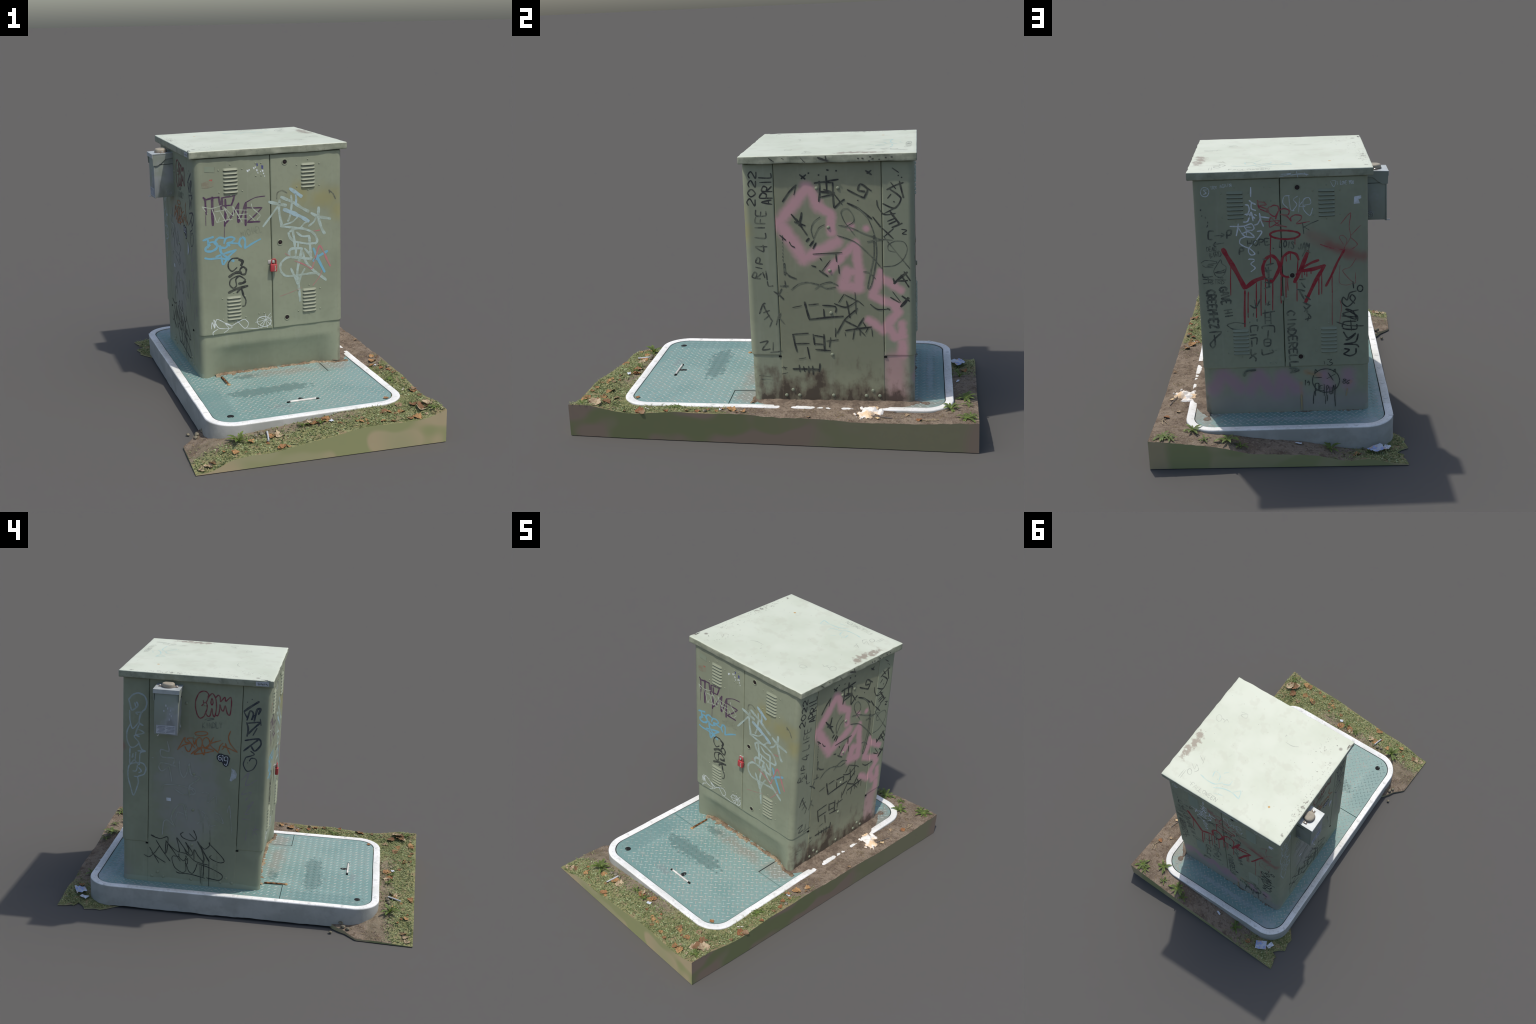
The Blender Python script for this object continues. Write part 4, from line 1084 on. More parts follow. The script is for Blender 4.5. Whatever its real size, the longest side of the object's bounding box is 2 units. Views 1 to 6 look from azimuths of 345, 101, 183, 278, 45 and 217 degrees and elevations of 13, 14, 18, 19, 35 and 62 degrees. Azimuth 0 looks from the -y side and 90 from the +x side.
# hand-printed capitals on a 4 x 6 grid
GLYPH = {'A': [[(0, 0), (2, 6), (4, 0)], [(1, 2), (3, 2)]], 'B': [[(0, 0), (0, 6), (3, 5), (0, 3), (4, 2), (0, 0)]], 'C': [[(4, 5), (2, 6), (0, 4), (0, 2), (2, 0), (4, 1)]],
         'D': [[(0, 0), (0, 6), (3, 5), (4, 3), (3, 1), (0, 0)]], 'E': [[(4, 6), (0, 6), (0, 0), (4, 0)], [(0, 3), (3, 3)]], 'F': [[(4, 6), (0, 6), (0, 0)], [(0, 3), (3, 3)]], 'G': [[(4, 5), (2, 6), (0, 4), (0, 2), (2, 0), (4, 1), (4, 3), (2, 3)]],
         'H': [[(0, 6), (0, 0)], [(4, 6), (4, 0)], [(0, 3), (4, 3)]], 'I': [[(2, 6), (2, 0)]], 'J': [[(3, 6), (3, 1), (1, 0), (0, 2)]], 'K': [[(0, 6), (0, 0)], [(4, 6), (0, 3), (4, 0)]], 'L': [[(0, 6), (0, 0), (4, 0)]],
         'M': [[(0, 0), (0, 6), (2, 3), (4, 6), (4, 0)]], 'N': [[(0, 0), (0, 6), (4, 0), (4, 6)]], 'O': [[(2, 6), (0, 4), (0, 2), (2, 0), (4, 2), (4, 4), (2, 6)]], 'P': [[(0, 0), (0, 6), (4, 5), (3, 3), (0, 3)]], 'R': [[(0, 0), (0, 6), (4, 5), (3, 3), (0, 3), (4, 0)]],
         'S': [[(4, 5), (2, 6), (0, 5), (3, 3), (4, 1), (2, 0), (0, 1)]], 'T': [[(0, 6), (4, 6)], [(2, 6), (2, 0)]], 'U': [[(0, 6), (0, 1), (2, 0), (4, 1), (4, 6)]], 'V': [[(0, 6), (2, 0), (4, 6)]], 'W': [[(0, 6), (1, 0), (2, 4), (3, 0), (4, 6)]], 'Y': [[(0, 6), (2, 3), (4, 6)], [(2, 3), (2, 0)]],
         'Z': [[(0, 6), (4, 6), (0, 0), (4, 0)]], '1': [[(1, 5), (2, 6), (2, 0)]], '2': [[(0, 5), (2, 6), (4, 4), (0, 0), (4, 0)]], '0': [[(2, 6), (0, 4), (0, 2), (2, 0), (4, 2), (4, 4), (2, 6)]], '4': [[(3, 0), (3, 6), (0, 2), (4, 2)]],
         '6': [[(4, 6), (1, 4), (0, 2), (2, 0), (4, 2), (1, 3)]], '8': [[(2, 6), (0, 5), (4, 2), (2, 0), (0, 2), (4, 5), (2, 6)]], '9': [[(4, 4), (2, 6), (0, 4), (4, 4), (3, 0)]]}
def word(face, mat, text, a, b, height, width, slant):
    """letters from a to b (mm on the face), read as seen from outside"""
    r = random.Random(len(text) * 31 + a[0]); mir = -1 if face in ('back', 'pback', 'left') else 1
    ax, ay, bx, by = a[0] * mir, a[1], b[0] * mir, b[1]; L = math.hypot(bx - ax, by - ay); ex, ey = (bx - ax) / L, (by - ay) / L; nx, ny = -ey, ex; adv = L / len(text); strokes = []
    for i, ch in enumerate(text):
        ox = i * adv + adv * .08; sz = height * r.uniform(.88, 1.1); dy = r.uniform(-.06, .06) * height
        for g in GLYPH.get(ch, []):
            pts = []
            for gx, gy in g:
                u = ox + (gx / 4) * adv * .74 + r.uniform(-.03, .03) * height + slant * gy; v = dy + gy / 6 * sz + r.uniform(-.03, .03) * height
                pts.append(((ax + ex * u + nx * v) * mir, ay + ey * u + ny * v))
            strokes.append((width, pts))
    tag(face, mat, *strokes)

# front doors: purple block tag with a thin pale tag over it
tag('front', PURPLE,
    (10.7, [(-360, 987), (-350, 974), (-349, 939), (-347, 895)]),
    (3.6, [(-350, 896), (-351, 838)]),
    (8.9, [(-355, 973), (-315, 981), (-272, 983)]),
    (15.2, [(-313, 985), (-314, 910), (-314, 835)]),
    (11.6, [(-279, 984), (-271, 946), (-263, 910)]),
    (13.4, [(-262, 978), (-259, 941)]),
    (8.0, [(-263, 978), (-225, 982), (-188, 984)]),
    (9.8, [(-194, 984), (-202, 958), (-212, 935)]),
    (8.9, [(-267, 937), (-208, 936)]),
    (12.5, [(-243, 968), (-244, 895), (-251, 826)]),
    (3.6, [(-253, 825), (-255, 765)]),
    (10.7, [(-247, 842), (-215, 875), (-172, 944)]),
    (11.6, [(-172, 944), (-178, 890), (-177, 841)]),
    (10.7, [(-175, 841), (-156, 883), (-133, 944)]),
    (11.6, [(-133, 944), (-136, 882), (-137, 819)]),
    (5.3, [(-133, 944), (-81, 966), (-26, 970)]),
    (7.1, [(-132, 917), (-92, 912), (-45, 910)]),
    (8.0, [(-45, 910), (-83, 873), (-125, 841)]),
    (8.9, [(-127, 839), (-93, 838), (-56, 836)]))
tag('front', PALE,
    (4.5, [(-367, 939), (-317, 928), (-264, 939)]),
    (4.5, [(-364, 934), (-340, 901)]),
    (4.5, [(-317, 928), (-305, 892), (-291, 851), (-274, 880)]),
    (4.0, [(-291, 851), (-247, 860), (-207, 861)]),
    (4.5, [(-302, 910), (-264, 912), (-237, 917)]),
    (4.5, [(-277, 915), (-260, 883), (-243, 849)]),
    (4.5, [(-251, 929), (-237, 895), (-220, 856)]),
    (4.5, [(-251, 929), (-228, 903), (-202, 881), (-204, 930)]),
    (4.9, [(-204, 930), (-179, 886), (-155, 839)]),
    (4.5, [(-187, 910), (-124, 903)]),
    (4.0, [(-183, 883), (-122, 883)]),
    (4.0, [(-177, 863), (-125, 856)]),
    (4.5, [(-103, 935), (-96, 910), (-56, 871), (-72, 852)]),
    (4.5, [(-115, 876), (-84, 842)]),
    (5.3, [(-74, 849), (-71, 847)]))
# light blue name and star
tag('front', BLUE,
    (10.7, [(-369, 762), (-341, 771), (-311, 777)]),
    (11.6, [(-345, 767), (-341, 740), (-347, 718)]),
    (9.8, [(-346, 745), (-316, 751), (-306, 737)]),
    (12.5, [(-333, 735), (-355, 723), (-356, 706), (-329, 701), (-302, 712), (-294, 731), (-307, 751)]),
    (11.6, [(-257, 765), (-282, 770), (-300, 758), (-305, 741), (-279, 720), (-252, 713), (-236, 726)]),
    (10.7, [(-258, 736), (-248, 762), (-219, 768), (-199, 758), (-215, 742), (-242, 735), (-224, 722)]),
    (11.6, [(-233, 738), (-179, 730)]),
    (11.6, [(-164, 709), (-176, 729), (-167, 755), (-151, 760), (-142, 739), (-145, 699)]),
    (9.8, [(-145, 699), (-105, 722), (-55, 744)]),
    (13.4, [(-279, 727), (-271, 684), (-205, 635)]),
    (10.7, [(-304, 670), (-253, 684), (-193, 697)]),
    (10.7, [(-193, 697), (-236, 663), (-264, 622)]),
    (10.7, [(-269, 625), (-275, 671)]),
    (10.7, [(-363, 668), (-336, 661), (-282, 660), (-209, 642)]))
# black vertical scrawl
tag('front', BLACK,
    (15.7, [(-168, 610), (-160, 631), (-182, 645)]),
    (7.8, [(-182, 651), (-215, 652), (-236, 632), (-237, 603), (-218, 583), (-190, 602)]),
    (10.7, [(-159, 602), (-141, 586), (-147, 561), (-168, 563), (-176, 586), (-159, 602)]),
    (15.7, [(-236, 554), (-198, 574), (-165, 570)]),
    (7.8, [(-177, 554), (-199, 538), (-197, 502), (-216, 491), (-234, 512), (-225, 540), (-180, 554), (-144, 528)]),
    (14.3, [(-184, 512), (-160, 514), (-145, 524)]),
    (14.3, [(-241, 468), (-198, 484), (-132, 495)]),
    (11.4, [(-195, 464), (-172, 484), (-160, 444)]),
    (7.1, [(-160, 444), (-147, 417), (-153, 388), (-168, 386)]))
# white doodles along the foot of the left door
tag('front', WHITE,
    (3.5, [(-342, 280), (-337, 316), (-324, 281), (-327, 330), (-311, 292), (-294, 277), (-246, 271), (-227, 278), (-263, 301), (-286, 318), (-313, 328), (-324, 281)]),
    (4.6, [(-334, 245), (-333, 261), (-306, 276)]),
    (3.5, [(-274, 250), (-246, 271), (-266, 304), (-227, 284)]),
    (3.5, [(-227, 284), (-191, 302), (-157, 312), (-136, 288), (-146, 265), (-162, 264), (-199, 309)]),
    (2.9, [(-162, 264), (-95, 253), (-59, 255)]),
    (3.5, [(-9, 282), (-13, 271), (-24, 262), (-40, 258), (-57, 261), (-73, 269), (-83, 280), (-87, 292), (-83, 304), (-72, 312), (-56, 316), (-39, 313), (-23, 306), (-12, 295), (-9, 282)]),
    (2.9, [(-39, 295), (-10, 331)]),
    (2.9, [(-39, 295), (-41, 329)]),
    (2.9, [(-39, 295), (-75, 315)]),
    (2.9, [(-39, 295), (-97, 287)]),
    (2.9, [(-39, 295), (-82, 261)]),
    (2.9, [(-39, 295), (-62, 250)]),
    (2.9, [(-39, 295), (-28, 248)]),
    (2.9, [(-39, 295), (-5, 258)]),
    (2.9, [(-39, 295), (-5, 288)]),
    (2.9, [(-39, 295), (-3, 309)]))
# broad mint lettering on the right door
tag('front', MINT,
    (16.2, [(-6, 937), (43, 922), (92, 910)]),
    (14.3, [(52, 942), (48, 888), (63, 800)]),
    (10.5, [(40, 908), (4, 862), (-44, 806)]),
    (16.2, [(61, 958), (128, 924), (173, 892), (217, 866)]),
    (11.4, [(116, 963), (120, 920), (109, 853), (96, 823)]),
    (12.4, [(56, 801), (110, 791), (166, 779)]),
    (8.6, [(68, 807), (121, 819), (161, 852)]),
    (9.5, [(168, 783), (191, 808), (219, 817)]),
    (16.2, [(271, 886), (270, 830), (285, 776), (306, 737)]),
    (16.2, [(229, 858), (262, 838), (293, 829), (342, 818)]),
    (10.5, [(257, 834), (242, 808), (211, 787)]),
    (14.3, [(99, 762), (109, 732), (139, 705)]),
    (13.3, [(105, 767), (136, 781), (181, 778), (232, 755), (256, 724), (261, 699), (246, 689)]),
    (11.4, [(139, 710), (200, 694), (251, 692)]),
    (14.3, [(123, 775), (131, 716), (134, 681)]),
    (11.4, [(145, 761), (175, 737), (220, 734)]),
    (14.3, [(216, 732), (220, 678), (224, 618)]),
    (11.4, [(152, 709), (151, 670)]),
    (14.3, [(102, 630), (101, 660), (118, 674), (174, 671)]),
    (13.3, [(174, 671), (166, 625)]))
tag('front', MINT,
    (13.3, [(103, 635), (101, 660), (118, 674), (174, 671)]),
    (14.3, [(141, 676), (136, 627)]),
    (14.3, [(102, 630), (163, 620), (229, 605)]),
    (13.3, [(189, 667), (217, 634), (229, 608)]),
    (14.3, [(174, 671), (157, 610), (144, 537), (150, 477)]),
    (13.3, [(179, 648), (193, 597), (239, 542), (313, 478)]),
    (12.4, [(127, 628), (87, 627), (54, 601), (50, 562), (76, 530), (126, 522)]),
    (12.4, [(126, 522), (198, 527), (260, 523), (311, 483)]),
    (12.4, [(109, 566), (131, 514), (150, 467)]),
    (11.4, [(188, 556), (164, 516), (150, 467)]),
    (14.3, [(150, 482), (155, 427), (160, 376)]))
tag('front', BLUEMINT,
    (19.0, [(111, 999), (143, 976), (179, 949)]),
    (11.4, [(141, 971), (145, 942), (142, 904)]),
    (21.9, [(76, 890), (126, 867), (156, 850)]),
    (19.0, [(156, 852), (191, 830), (217, 813)]))
tag('front', BLUE,
    (15.2, [(240, 664), (262, 610), (304, 524)]),
    (14.3, [(320, 642), (271, 619), (234, 593)]))
tag('front', ROSE,
    (8.6, [(229, 551), (252, 616), (275, 676), (302, 631)]),
    (10.5, [(302, 631), (317, 595), (337, 555)]),
    (4.8, [(78, 651), (103, 635)]),
    (6.7, [(132, 605), (178, 584), (229, 551)]),
    (4.3, [(288, 538), (270, 500), (233, 458)]),
    (1.9, [(171, 453), (109, 434), (43, 417)]),
    (6.7, [(242, 759), (278, 761)]))
tag('front', SCRIBBLE,
    (6.4, [(330, 973), (353, 956), (369, 923)]),
    (6.4, [(37, 949), (41, 981), (67, 993), (96, 976)]),
    (5.7, [(332, 977), (334, 957)]))
word('front', FAINT, 'MICHAEL', (-160, 758), (-45, 783), 36, 2.1, 0)
# sticker remains
patch('front', STICKER, [(-349, 1146), (-297, 1140), (-297, 1113), (-350, 1118)])
tag('front', SCRIBBLE,
    (2.1, [(-350, 1118), (-297, 1112)]),
    (2.1, [(-296, 1140), (-297, 1112)]))
patch('front', GLUE, [(-367, 1061), (-329, 1074), (-302, 1065), (-304, 1041), (-345, 1032), (-365, 1036)])
patch('front', REDINK, [(-325, 1077), (-308, 1078), (-312, 1060), (-319, 1048), (-329, 1053)])
patch('front', WHITE, [(-125, 1115), (-113, 1113), (-115, 1102), (-122, 1103)])
patch('front', WHITE, [(-114, 1118), (-106, 1116), (-107, 1109), (-112, 1110)])
patch('front', WHITE, [(-90, 1126), (-80, 1124), (-81, 1115), (-87, 1116)])
patch('front', WHITE, [(-80, 1130), (-72, 1128), (-73, 1121), (-78, 1122)])
patch('front', WHITE, [(-74, 1115), (-64, 1113), (-65, 1103), (-72, 1104)])
patch('front', WHITE, [(-67, 1098), (-60, 1097), (-61, 1091), (-65, 1092)])
patch('front', WHITE, [(-43, 1110), (-33, 1108), (-34, 1098), (-40, 1099)])
patch('front', WHITE, [(-37, 1094), (-29, 1092), (-30, 1085), (-35, 1086)])
patch('front', WHITE, [(-30, 1079), (-24, 1078), (-25, 1072), (-29, 1072)])
patch('front', WHITE, [(-52, 1105), (-45, 1103), (-46, 1097), (-50, 1098)])
patch('front', NAVY, [(-71, 1145), (-62, 1144), (-62, 1130), (-70, 1132)])
patch('front', NAVY, [(-45, 1134), (-33, 1131), (-34, 1113), (-44, 1116)])
# right side: upright marker words
word('right', BLACK, 'APRIL', (-262, 990), (-260, 1149), 54, 7.3, 0)
word('right', BLACK, '2022', (-346, 985), (-330, 1158), 37, 6.7, 0)
word('right', BLACK2, 'LIFE', (-305, 829), (-295, 971), 49, 7.3, 0)
word('right', BLACK2, '4', (-296, 760), (-296, 807), 52, 7.3, 0)
word('right', BLACK2, 'RIP', (-336, 628), (-311, 738), 37, 7.3, 0)
tag('right', BLACK2,
    (8.5, [(-322, 663), (-312, 634)]),
    (8.5, [(-307, 669), (-302, 624)]),
    (6.7, [(-302, 618), (-297, 595), (-274, 595)]),
    (7.3, [(-240, 595), (-200, 595)]),
    (6.7, [(-217, 620), (-214, 588)]),
    (7.9, [(-272, 567), (-245, 548), (-226, 528)]),
    (7.3, [(-234, 580), (-252, 551)]))
tag('right', BLACK2,
    (4.9, [(-220, 844), (-219, 835)]),
    (4.9, [(-220, 827), (-220, 819)]),
    (4.9, [(-221, 810), (-220, 802)]),
    (4.9, [(-221, 793), (-220, 785)]),
    (4.9, [(-221, 776), (-221, 768)]),
    (4.9, [(-222, 759), (-221, 751)]),
    (4.9, [(-222, 743), (-221, 734)]),
    (4.9, [(-222, 726), (-222, 717)]),
    (10.3, [(-216, 706), (-216, 678), (-216, 649)]),
    (7.3, [(-214, 668), (-192, 643), (-160, 630)]))
# block characters along the top
tag('right', BLACK,
    (7.9, [(-36, 1100), (-35, 1051), (-41, 1002)]),
    (7.9, [(-59, 1091), (-5, 1098), (55, 1107)]),
    (9.7, [(-3, 1123), (-2, 1060)]),
    (7.9, [(27, 1092), (26, 1032), (29, 972)]),
    (8.5, [(-34, 1024), (35, 1038)]),
    (11.0, [(-32, 1050), (35, 1044)]),
    (8.5, [(-15, 1060), (17, 1051)]),
    (7.3, [(32, 972), (56, 996), (80, 1013)]),
    (6.7, [(36, 1032), (69, 986)]),
    (7.3, [(-35, 1096), (27, 1091)]))
tag('right', BLACK,
    (7.9, [(-212, 1006), (-180, 1051), (-143, 1085)]),
    (5.5, [(-146, 1085), (-157, 1036)]),
    (9.7, [(-126, 1132), (-100, 1110)]),
    (8.5, [(-98, 1131), (-121, 1112)]),
    (9.7, [(-86, 1139), (-81, 1138)]),
    (9.7, [(-39, 1129), (-34, 1128)]),
    (10.3, [(1, 1152), (10, 1150)]),
    (9.7, [(43, 1147), (49, 1146)]),
    (6.1, [(139, 1006), (145, 1006)]))
tag('right', BLACK,
    (7.3, [(94, 1057), (132, 1036), (170, 1017)]),
    (8.5, [(170, 1017), (187, 1058), (155, 1083), (143, 1055), (177, 1047)]),
    (6.7, [(155, 1085), (206, 1049)]),
    (9.7, [(181, 1144), (208, 1124)]),
    (8.5, [(205, 1145), (185, 1131)]),
    (8.5, [(92, 994), (139, 970), (174, 942), (204, 917)]))
tag('right', BLACK,
    (7.9, [(-173, 945), (-144, 908), (-101, 843)]),
    (9.7, [(-124, 952), (-130, 920), (-139, 889)]),
    (9.1, [(-159, 908), (-108, 889)]),
    (6.7, [(-149, 923), (-120, 876)]),
    (11.0, [(-106, 814), (-92, 829)]),
    (11.0, [(-90, 792), (-71, 817)]),
    (10.3, [(-75, 779), (-60, 807)]),
    (6.7, [(-232, 845), (-203, 819)]),
    (4.9, [(-188, 812), (-179, 794), (-161, 784)]))
# thin loops
tag('right', BLACKTHIN,
    (4.3, [(122, 842), (78, 903), (61, 947), (71, 966), (94, 967), (115, 940), (120, 906), (87, 884)]),
    (4.9, [(139, 970), (185, 921), (214, 841), (223, 749), (203, 625), (187, 580), (178, 587), (192, 656), (211, 749), (209, 841)]),
    (4.9, [(48, 889), (107, 876), (166, 848), (249, 816)]),
    (4.9, [(41, 840), (123, 808), (193, 743), (249, 675)]),
    (4.3, [(-38, 930), (-69, 906), (-82, 869), (-72, 823)]),
    (3.7, [(-72, 823), (-48, 875), (-18, 893)]),
    (4.9, [(-188, 576), (-150, 605), (-107, 613), (-58, 601), (-16, 582), (27, 588)]),
    (4.9, [(-74, 579), (-40, 604), (3, 613), (39, 595)]),
    (6.1, [(181, 808), (243, 818), (299, 814)]),
    (4.9, [(159, 662), (186, 659), (216, 628)]))
tag('right', BLACK,
    (7.9, [(-49, 670), (-8, 641)]),
    (5.5, [(4, 720), (-37, 667)]),
    (7.3, [(32, 748), (34, 712)]),
    (6.7, [(42, 695), (45, 654)]),
    (7.3, [(-85, 695), (-64, 688)]),
    (6.7, [(-44, 730), (-36, 720)]),
    (5.5, [(-77, 751), (62, 757)]))
# right-hand column
tag('right', BLACK,
    (6.1, [(302, 1154), (332, 1132)]),
    (7.3, [(328, 1119), (332, 1118)]),
    (7.9, [(343, 1110), (347, 1108)]),
    (7.9, [(295, 1086), (317, 1056)]),
    (7.3, [(276, 1054), (317, 1074), (353, 1086)]),
    (8.5, [(334, 1092), (343, 1050), (352, 1013)]),
    (7.9, [(288, 1057), (340, 1013), (310, 966), (255, 989)]),
    (7.3, [(279, 1014), (295, 1033)]),
    (7.3, [(306, 997), (311, 996)]),
    (5.5, [(229, 1005), (233, 974), (262, 937), (315, 942)]),
    (5.5, [(262, 942), (310, 966)]),
    (9.7, [(290, 949), (321, 906), (333, 887)]),
    (7.9, [(277, 905), (310, 918)]),
    (7.9, [(283, 891), (316, 906)]),
    (9.7, [(297, 875), (345, 895)]),
    (5.5, [(260, 832), (304, 870)]),
    (7.3, [(209, 926), (245, 877)]),
    (7.3, [(253, 871), (303, 820)]),
    (4.9, [(341, 866), (364, 860), (344, 845), (364, 841)]))
tag('right', BLACKTHIN,
    (4.3, [(312, 757), (280, 766), (278, 791), (308, 809), (349, 806), (366, 772), (348, 723), (306, 692), (252, 687)]),
    (5.5, [(255, 835), (312, 760), (377, 676)]))
tag('right', BLACK,
    (11.6, [(302, 605), (332, 633), (366, 661)]),
    (7.3, [(335, 646), (353, 617), (372, 585)]),
    (9.1, [(350, 661), (379, 616)]),
    (8.5, [(317, 616), (367, 619)]),
    (11.0, [(299, 627), (307, 602)]),
    (7.3, [(285, 536), (327, 510)]),
    (13.4, [(333, 491), (354, 514), (370, 536)]),
    (10.3, [(339, 542), (375, 516)]),
    (5.5, [(295, 564), (333, 511)]),
    (5.5, [(189, 502), (224, 477), (279, 479)]),
    (7.9, [(270, 482), (282, 473)]))
# lower block characters
tag('right', BLACK,
    (9.6, [(-126, 514), (-116, 467), (-104, 423)]),
    (8.5, [(-104, 427), (-26, 436), (60, 443)]),
    (6.4, [(-35, 478), (-33, 431)]),
    (6.4, [(-40, 498), (22, 491), (21, 461)]),
    (6.4, [(-106, 500), (-58, 505)]),
    (4.8, [(-185, 487), (-139, 496)]),
    (5.9, [(17, 506), (73, 488), (131, 522)]),
    (6.9, [(76, 519), (83, 478), (90, 435)]),
    (4.8, [(65, 553), (37, 511)]),
    (5.3, [(69, 550), (132, 517)]),
    (4.3, [(117, 561), (120, 453)]),
    (4.3, [(132, 519), (158, 495)]))
tag('right', BLACK,
    (6.9, [(127, 481), (71, 433), (49, 400), (25, 356)]),
    (5.3, [(19, 383), (18, 337)]),
    (6.9, [(63, 422), (130, 386)]),
    (9.1, [(155, 434), (123, 384)]),
    (7.5, [(67, 371), (123, 380), (194, 389)]),
    (5.9, [(110, 377), (101, 325)]),
    (5.9, [(126, 383), (161, 346)]),
    (5.3, [(137, 380), (136, 345)]),
    (5.3, [(175, 383), (162, 359)]),
    (4.3, [(64, 361), (66, 342)]),
    (4.3, [(193, 378), (195, 340)]),
    (6.4, [(153, 411), (169, 383)]))
tag('right', BLACK,
    (6.9, [(-191, 351), (-112, 357)]),
    (8.0, [(-188, 351), (-182, 308), (-172, 262)]),
    (6.4, [(-174, 303), (-109, 305)]),
    (6.9, [(-120, 285), (-111, 224)]),
    (4.8, [(-164, 225), (-129, 231)]),
    (9.6, [(-90, 351), (-85, 297)]),
    (6.9, [(-90, 347), (-34, 337)]),
    (8.5, [(-38, 351), (-37, 265)]),
    (6.9, [(-83, 303), (-35, 300)]),
    (7.5, [(-80, 274), (-7, 268)]),
    (6.9, [(-26, 317), (32, 324)]),
    (6.9, [(-6, 335), (-14, 285)]))
tag('right', BLACK,
    (9.1, [(-195, 173), (-132, 173), (-66, 171)]),
    (8.0, [(-164, 193), (-162, 158)]),
    (8.0, [(-143, 185), (-137, 158)]),
    (8.0, [(-118, 186), (-118, 152)]),
    (8.0, [(-99, 188), (-97, 143)]),
    (9.1, [(-62, 200), (-67, 158)]),
    (5.3, [(-250, 178), (-223, 180)]),
    (4.3, [(-242, 187), (-231, 170)]),
    (3.7, [(-251, 146), (-221, 153)]))
tag('right', BLACK2,
    (6.9, [(-348, 456), (-330, 502), (-316, 509)]),
    (6.9, [(-327, 502), (-315, 470), (-286, 416)]),
    (6.9, [(-329, 461), (-297, 473)]),
    (6.9, [(-326, 427), (-298, 450)]),
    (6.9, [(-301, 389), (-287, 422)]),
    (6.4, [(-252, 456), (-269, 398)]),
    (6.4, [(-256, 439), (-229, 407)]),
    (6.4, [(-244, 459), (-259, 425)]),
    (6.4, [(-353, 308), (-313, 316), (-343, 272), (-302, 276)]),
    (6.4, [(-288, 309), (-290, 267)]),
    (6.4, [(-302, 258), (-243, 265)]),
    (4.8, [(-364, 137), (-306, 131)]),
    (4.8, [(-359, 116), (-334, 114)]))
# marks on the lid edge are on the lid itself
# rear doors: dripping red word with halo
tag('back', RED,
    (21.5, [(279, 853), (258, 811), (221, 740), (181, 651)]),
    (20.1, [(179, 657), (134, 692), (83, 709)]),
    (14.8, [(91, 713), (94, 760), (77, 800), (50, 814), (26, 793), (16, 762), (28, 724), (54, 686), (83, 702)]),
    (12.1, [(26, 731), (9, 761), (-3, 806), (-33, 828), (-65, 817), (-77, 787)]),
    (6.0, [(-73, 790), (-67, 713)]),
    (11.4, [(8, 758), (8, 721), (-20, 706), (-70, 718)]),
    (18.8, [(-121, 830), (-93, 762), (-70, 714), (-52, 675)]),
    (12.1, [(-78, 740), (-132, 771), (-173, 786)]),
    (17.4, [(-78, 734), (-137, 740), (-201, 758)]),
    (16.8, [(-199, 758), (-152, 679), (-101, 571)]),
    (10.7, [(-292, 831), (-258, 770), (-230, 708), (-201, 652)]),
    (9.4, [(-85, 913), (-77, 904), (-58, 896), (-30, 893), (1, 894), (29, 900), (48, 908), (55, 917), (48, 926), (29, 933), (1, 936), (-30, 934), (-59, 929), (-78, 922), (-85, 913)]))
tag('back', RED,
    (4.7, [(245, 772), (250, 697), (252, 621)]),
    (9.4, [(184, 643), (189, 551), (192, 457)]),
    (5.4, [(168, 637), (172, 571), (174, 505)]),
    (5.4, [(128, 685), (131, 594), (134, 503)]),
    (4.7, [(105, 691), (109, 602), (111, 513)]),
    (4.7, [(84, 697), (86, 632), (88, 566)]),
    (5.4, [(52, 905), (56, 835), (57, 766)]),
    (5.4, [(49, 696), (52, 619), (55, 539)]),
    (6.0, [(9, 709), (11, 641), (13, 573)]),
    (4.7, [(-14, 708), (-12, 655), (-11, 602)]),
    (4.0, [(-23, 704), (-21, 671), (-22, 637)]),
    (4.7, [(-65, 678), (-64, 629), (-63, 581)]),
    (4.0, [(-91, 734), (-90, 716), (-90, 698)]),
    (4.0, [(-103, 733), (-102, 723), (-102, 712)]),
    (4.0, [(-114, 733), (-113, 718), (-113, 704)]),
    (4.0, [(-134, 736), (-133, 726), (-133, 717)]),
    (5.4, [(-170, 710), (-169, 660), (-168, 610)]),
    (4.7, [(-184, 737), (-183, 676), (-182, 614)]),
    (4.0, [(-233, 715), (-232, 666), (-232, 617)]),
    (2.7, [(-232, 617), (-230, 536), (-229, 455)]),
    (4.0, [(-19, 823), (-17, 803), (-18, 783)]),
    (4.0, [(-39, 822), (-37, 806), (-38, 789)]),
    (3.4, [(-62, 897), (-61, 881), (-61, 865)]),
    (4.0, [(6, 899), (7, 888), (7, 875)]))
tag('back', REDTHIN,
    (5.4, [(-180, 862), (-232, 842), (-291, 831)]),
    (3.4, [(-276, 958), (-323, 1011), (-316, 947), (-322, 892), (-291, 838), (-317, 830), (-354, 857), (-322, 892)]),
    (3.4, [(-369, 949), (-322, 899)]),
    (3.4, [(-288, 859), (-269, 894), (-286, 903), (-305, 879), (-292, 838)]),
    (2.7, [(-271, 756), (-266, 672), (-296, 656), (-330, 663)]),
    (2.7, [(-347, 788), (-320, 747), (-283, 727), (-340, 663), (-343, 719)]),
    (2.7, [(-268, 580), (-275, 544), (-263, 458)]))
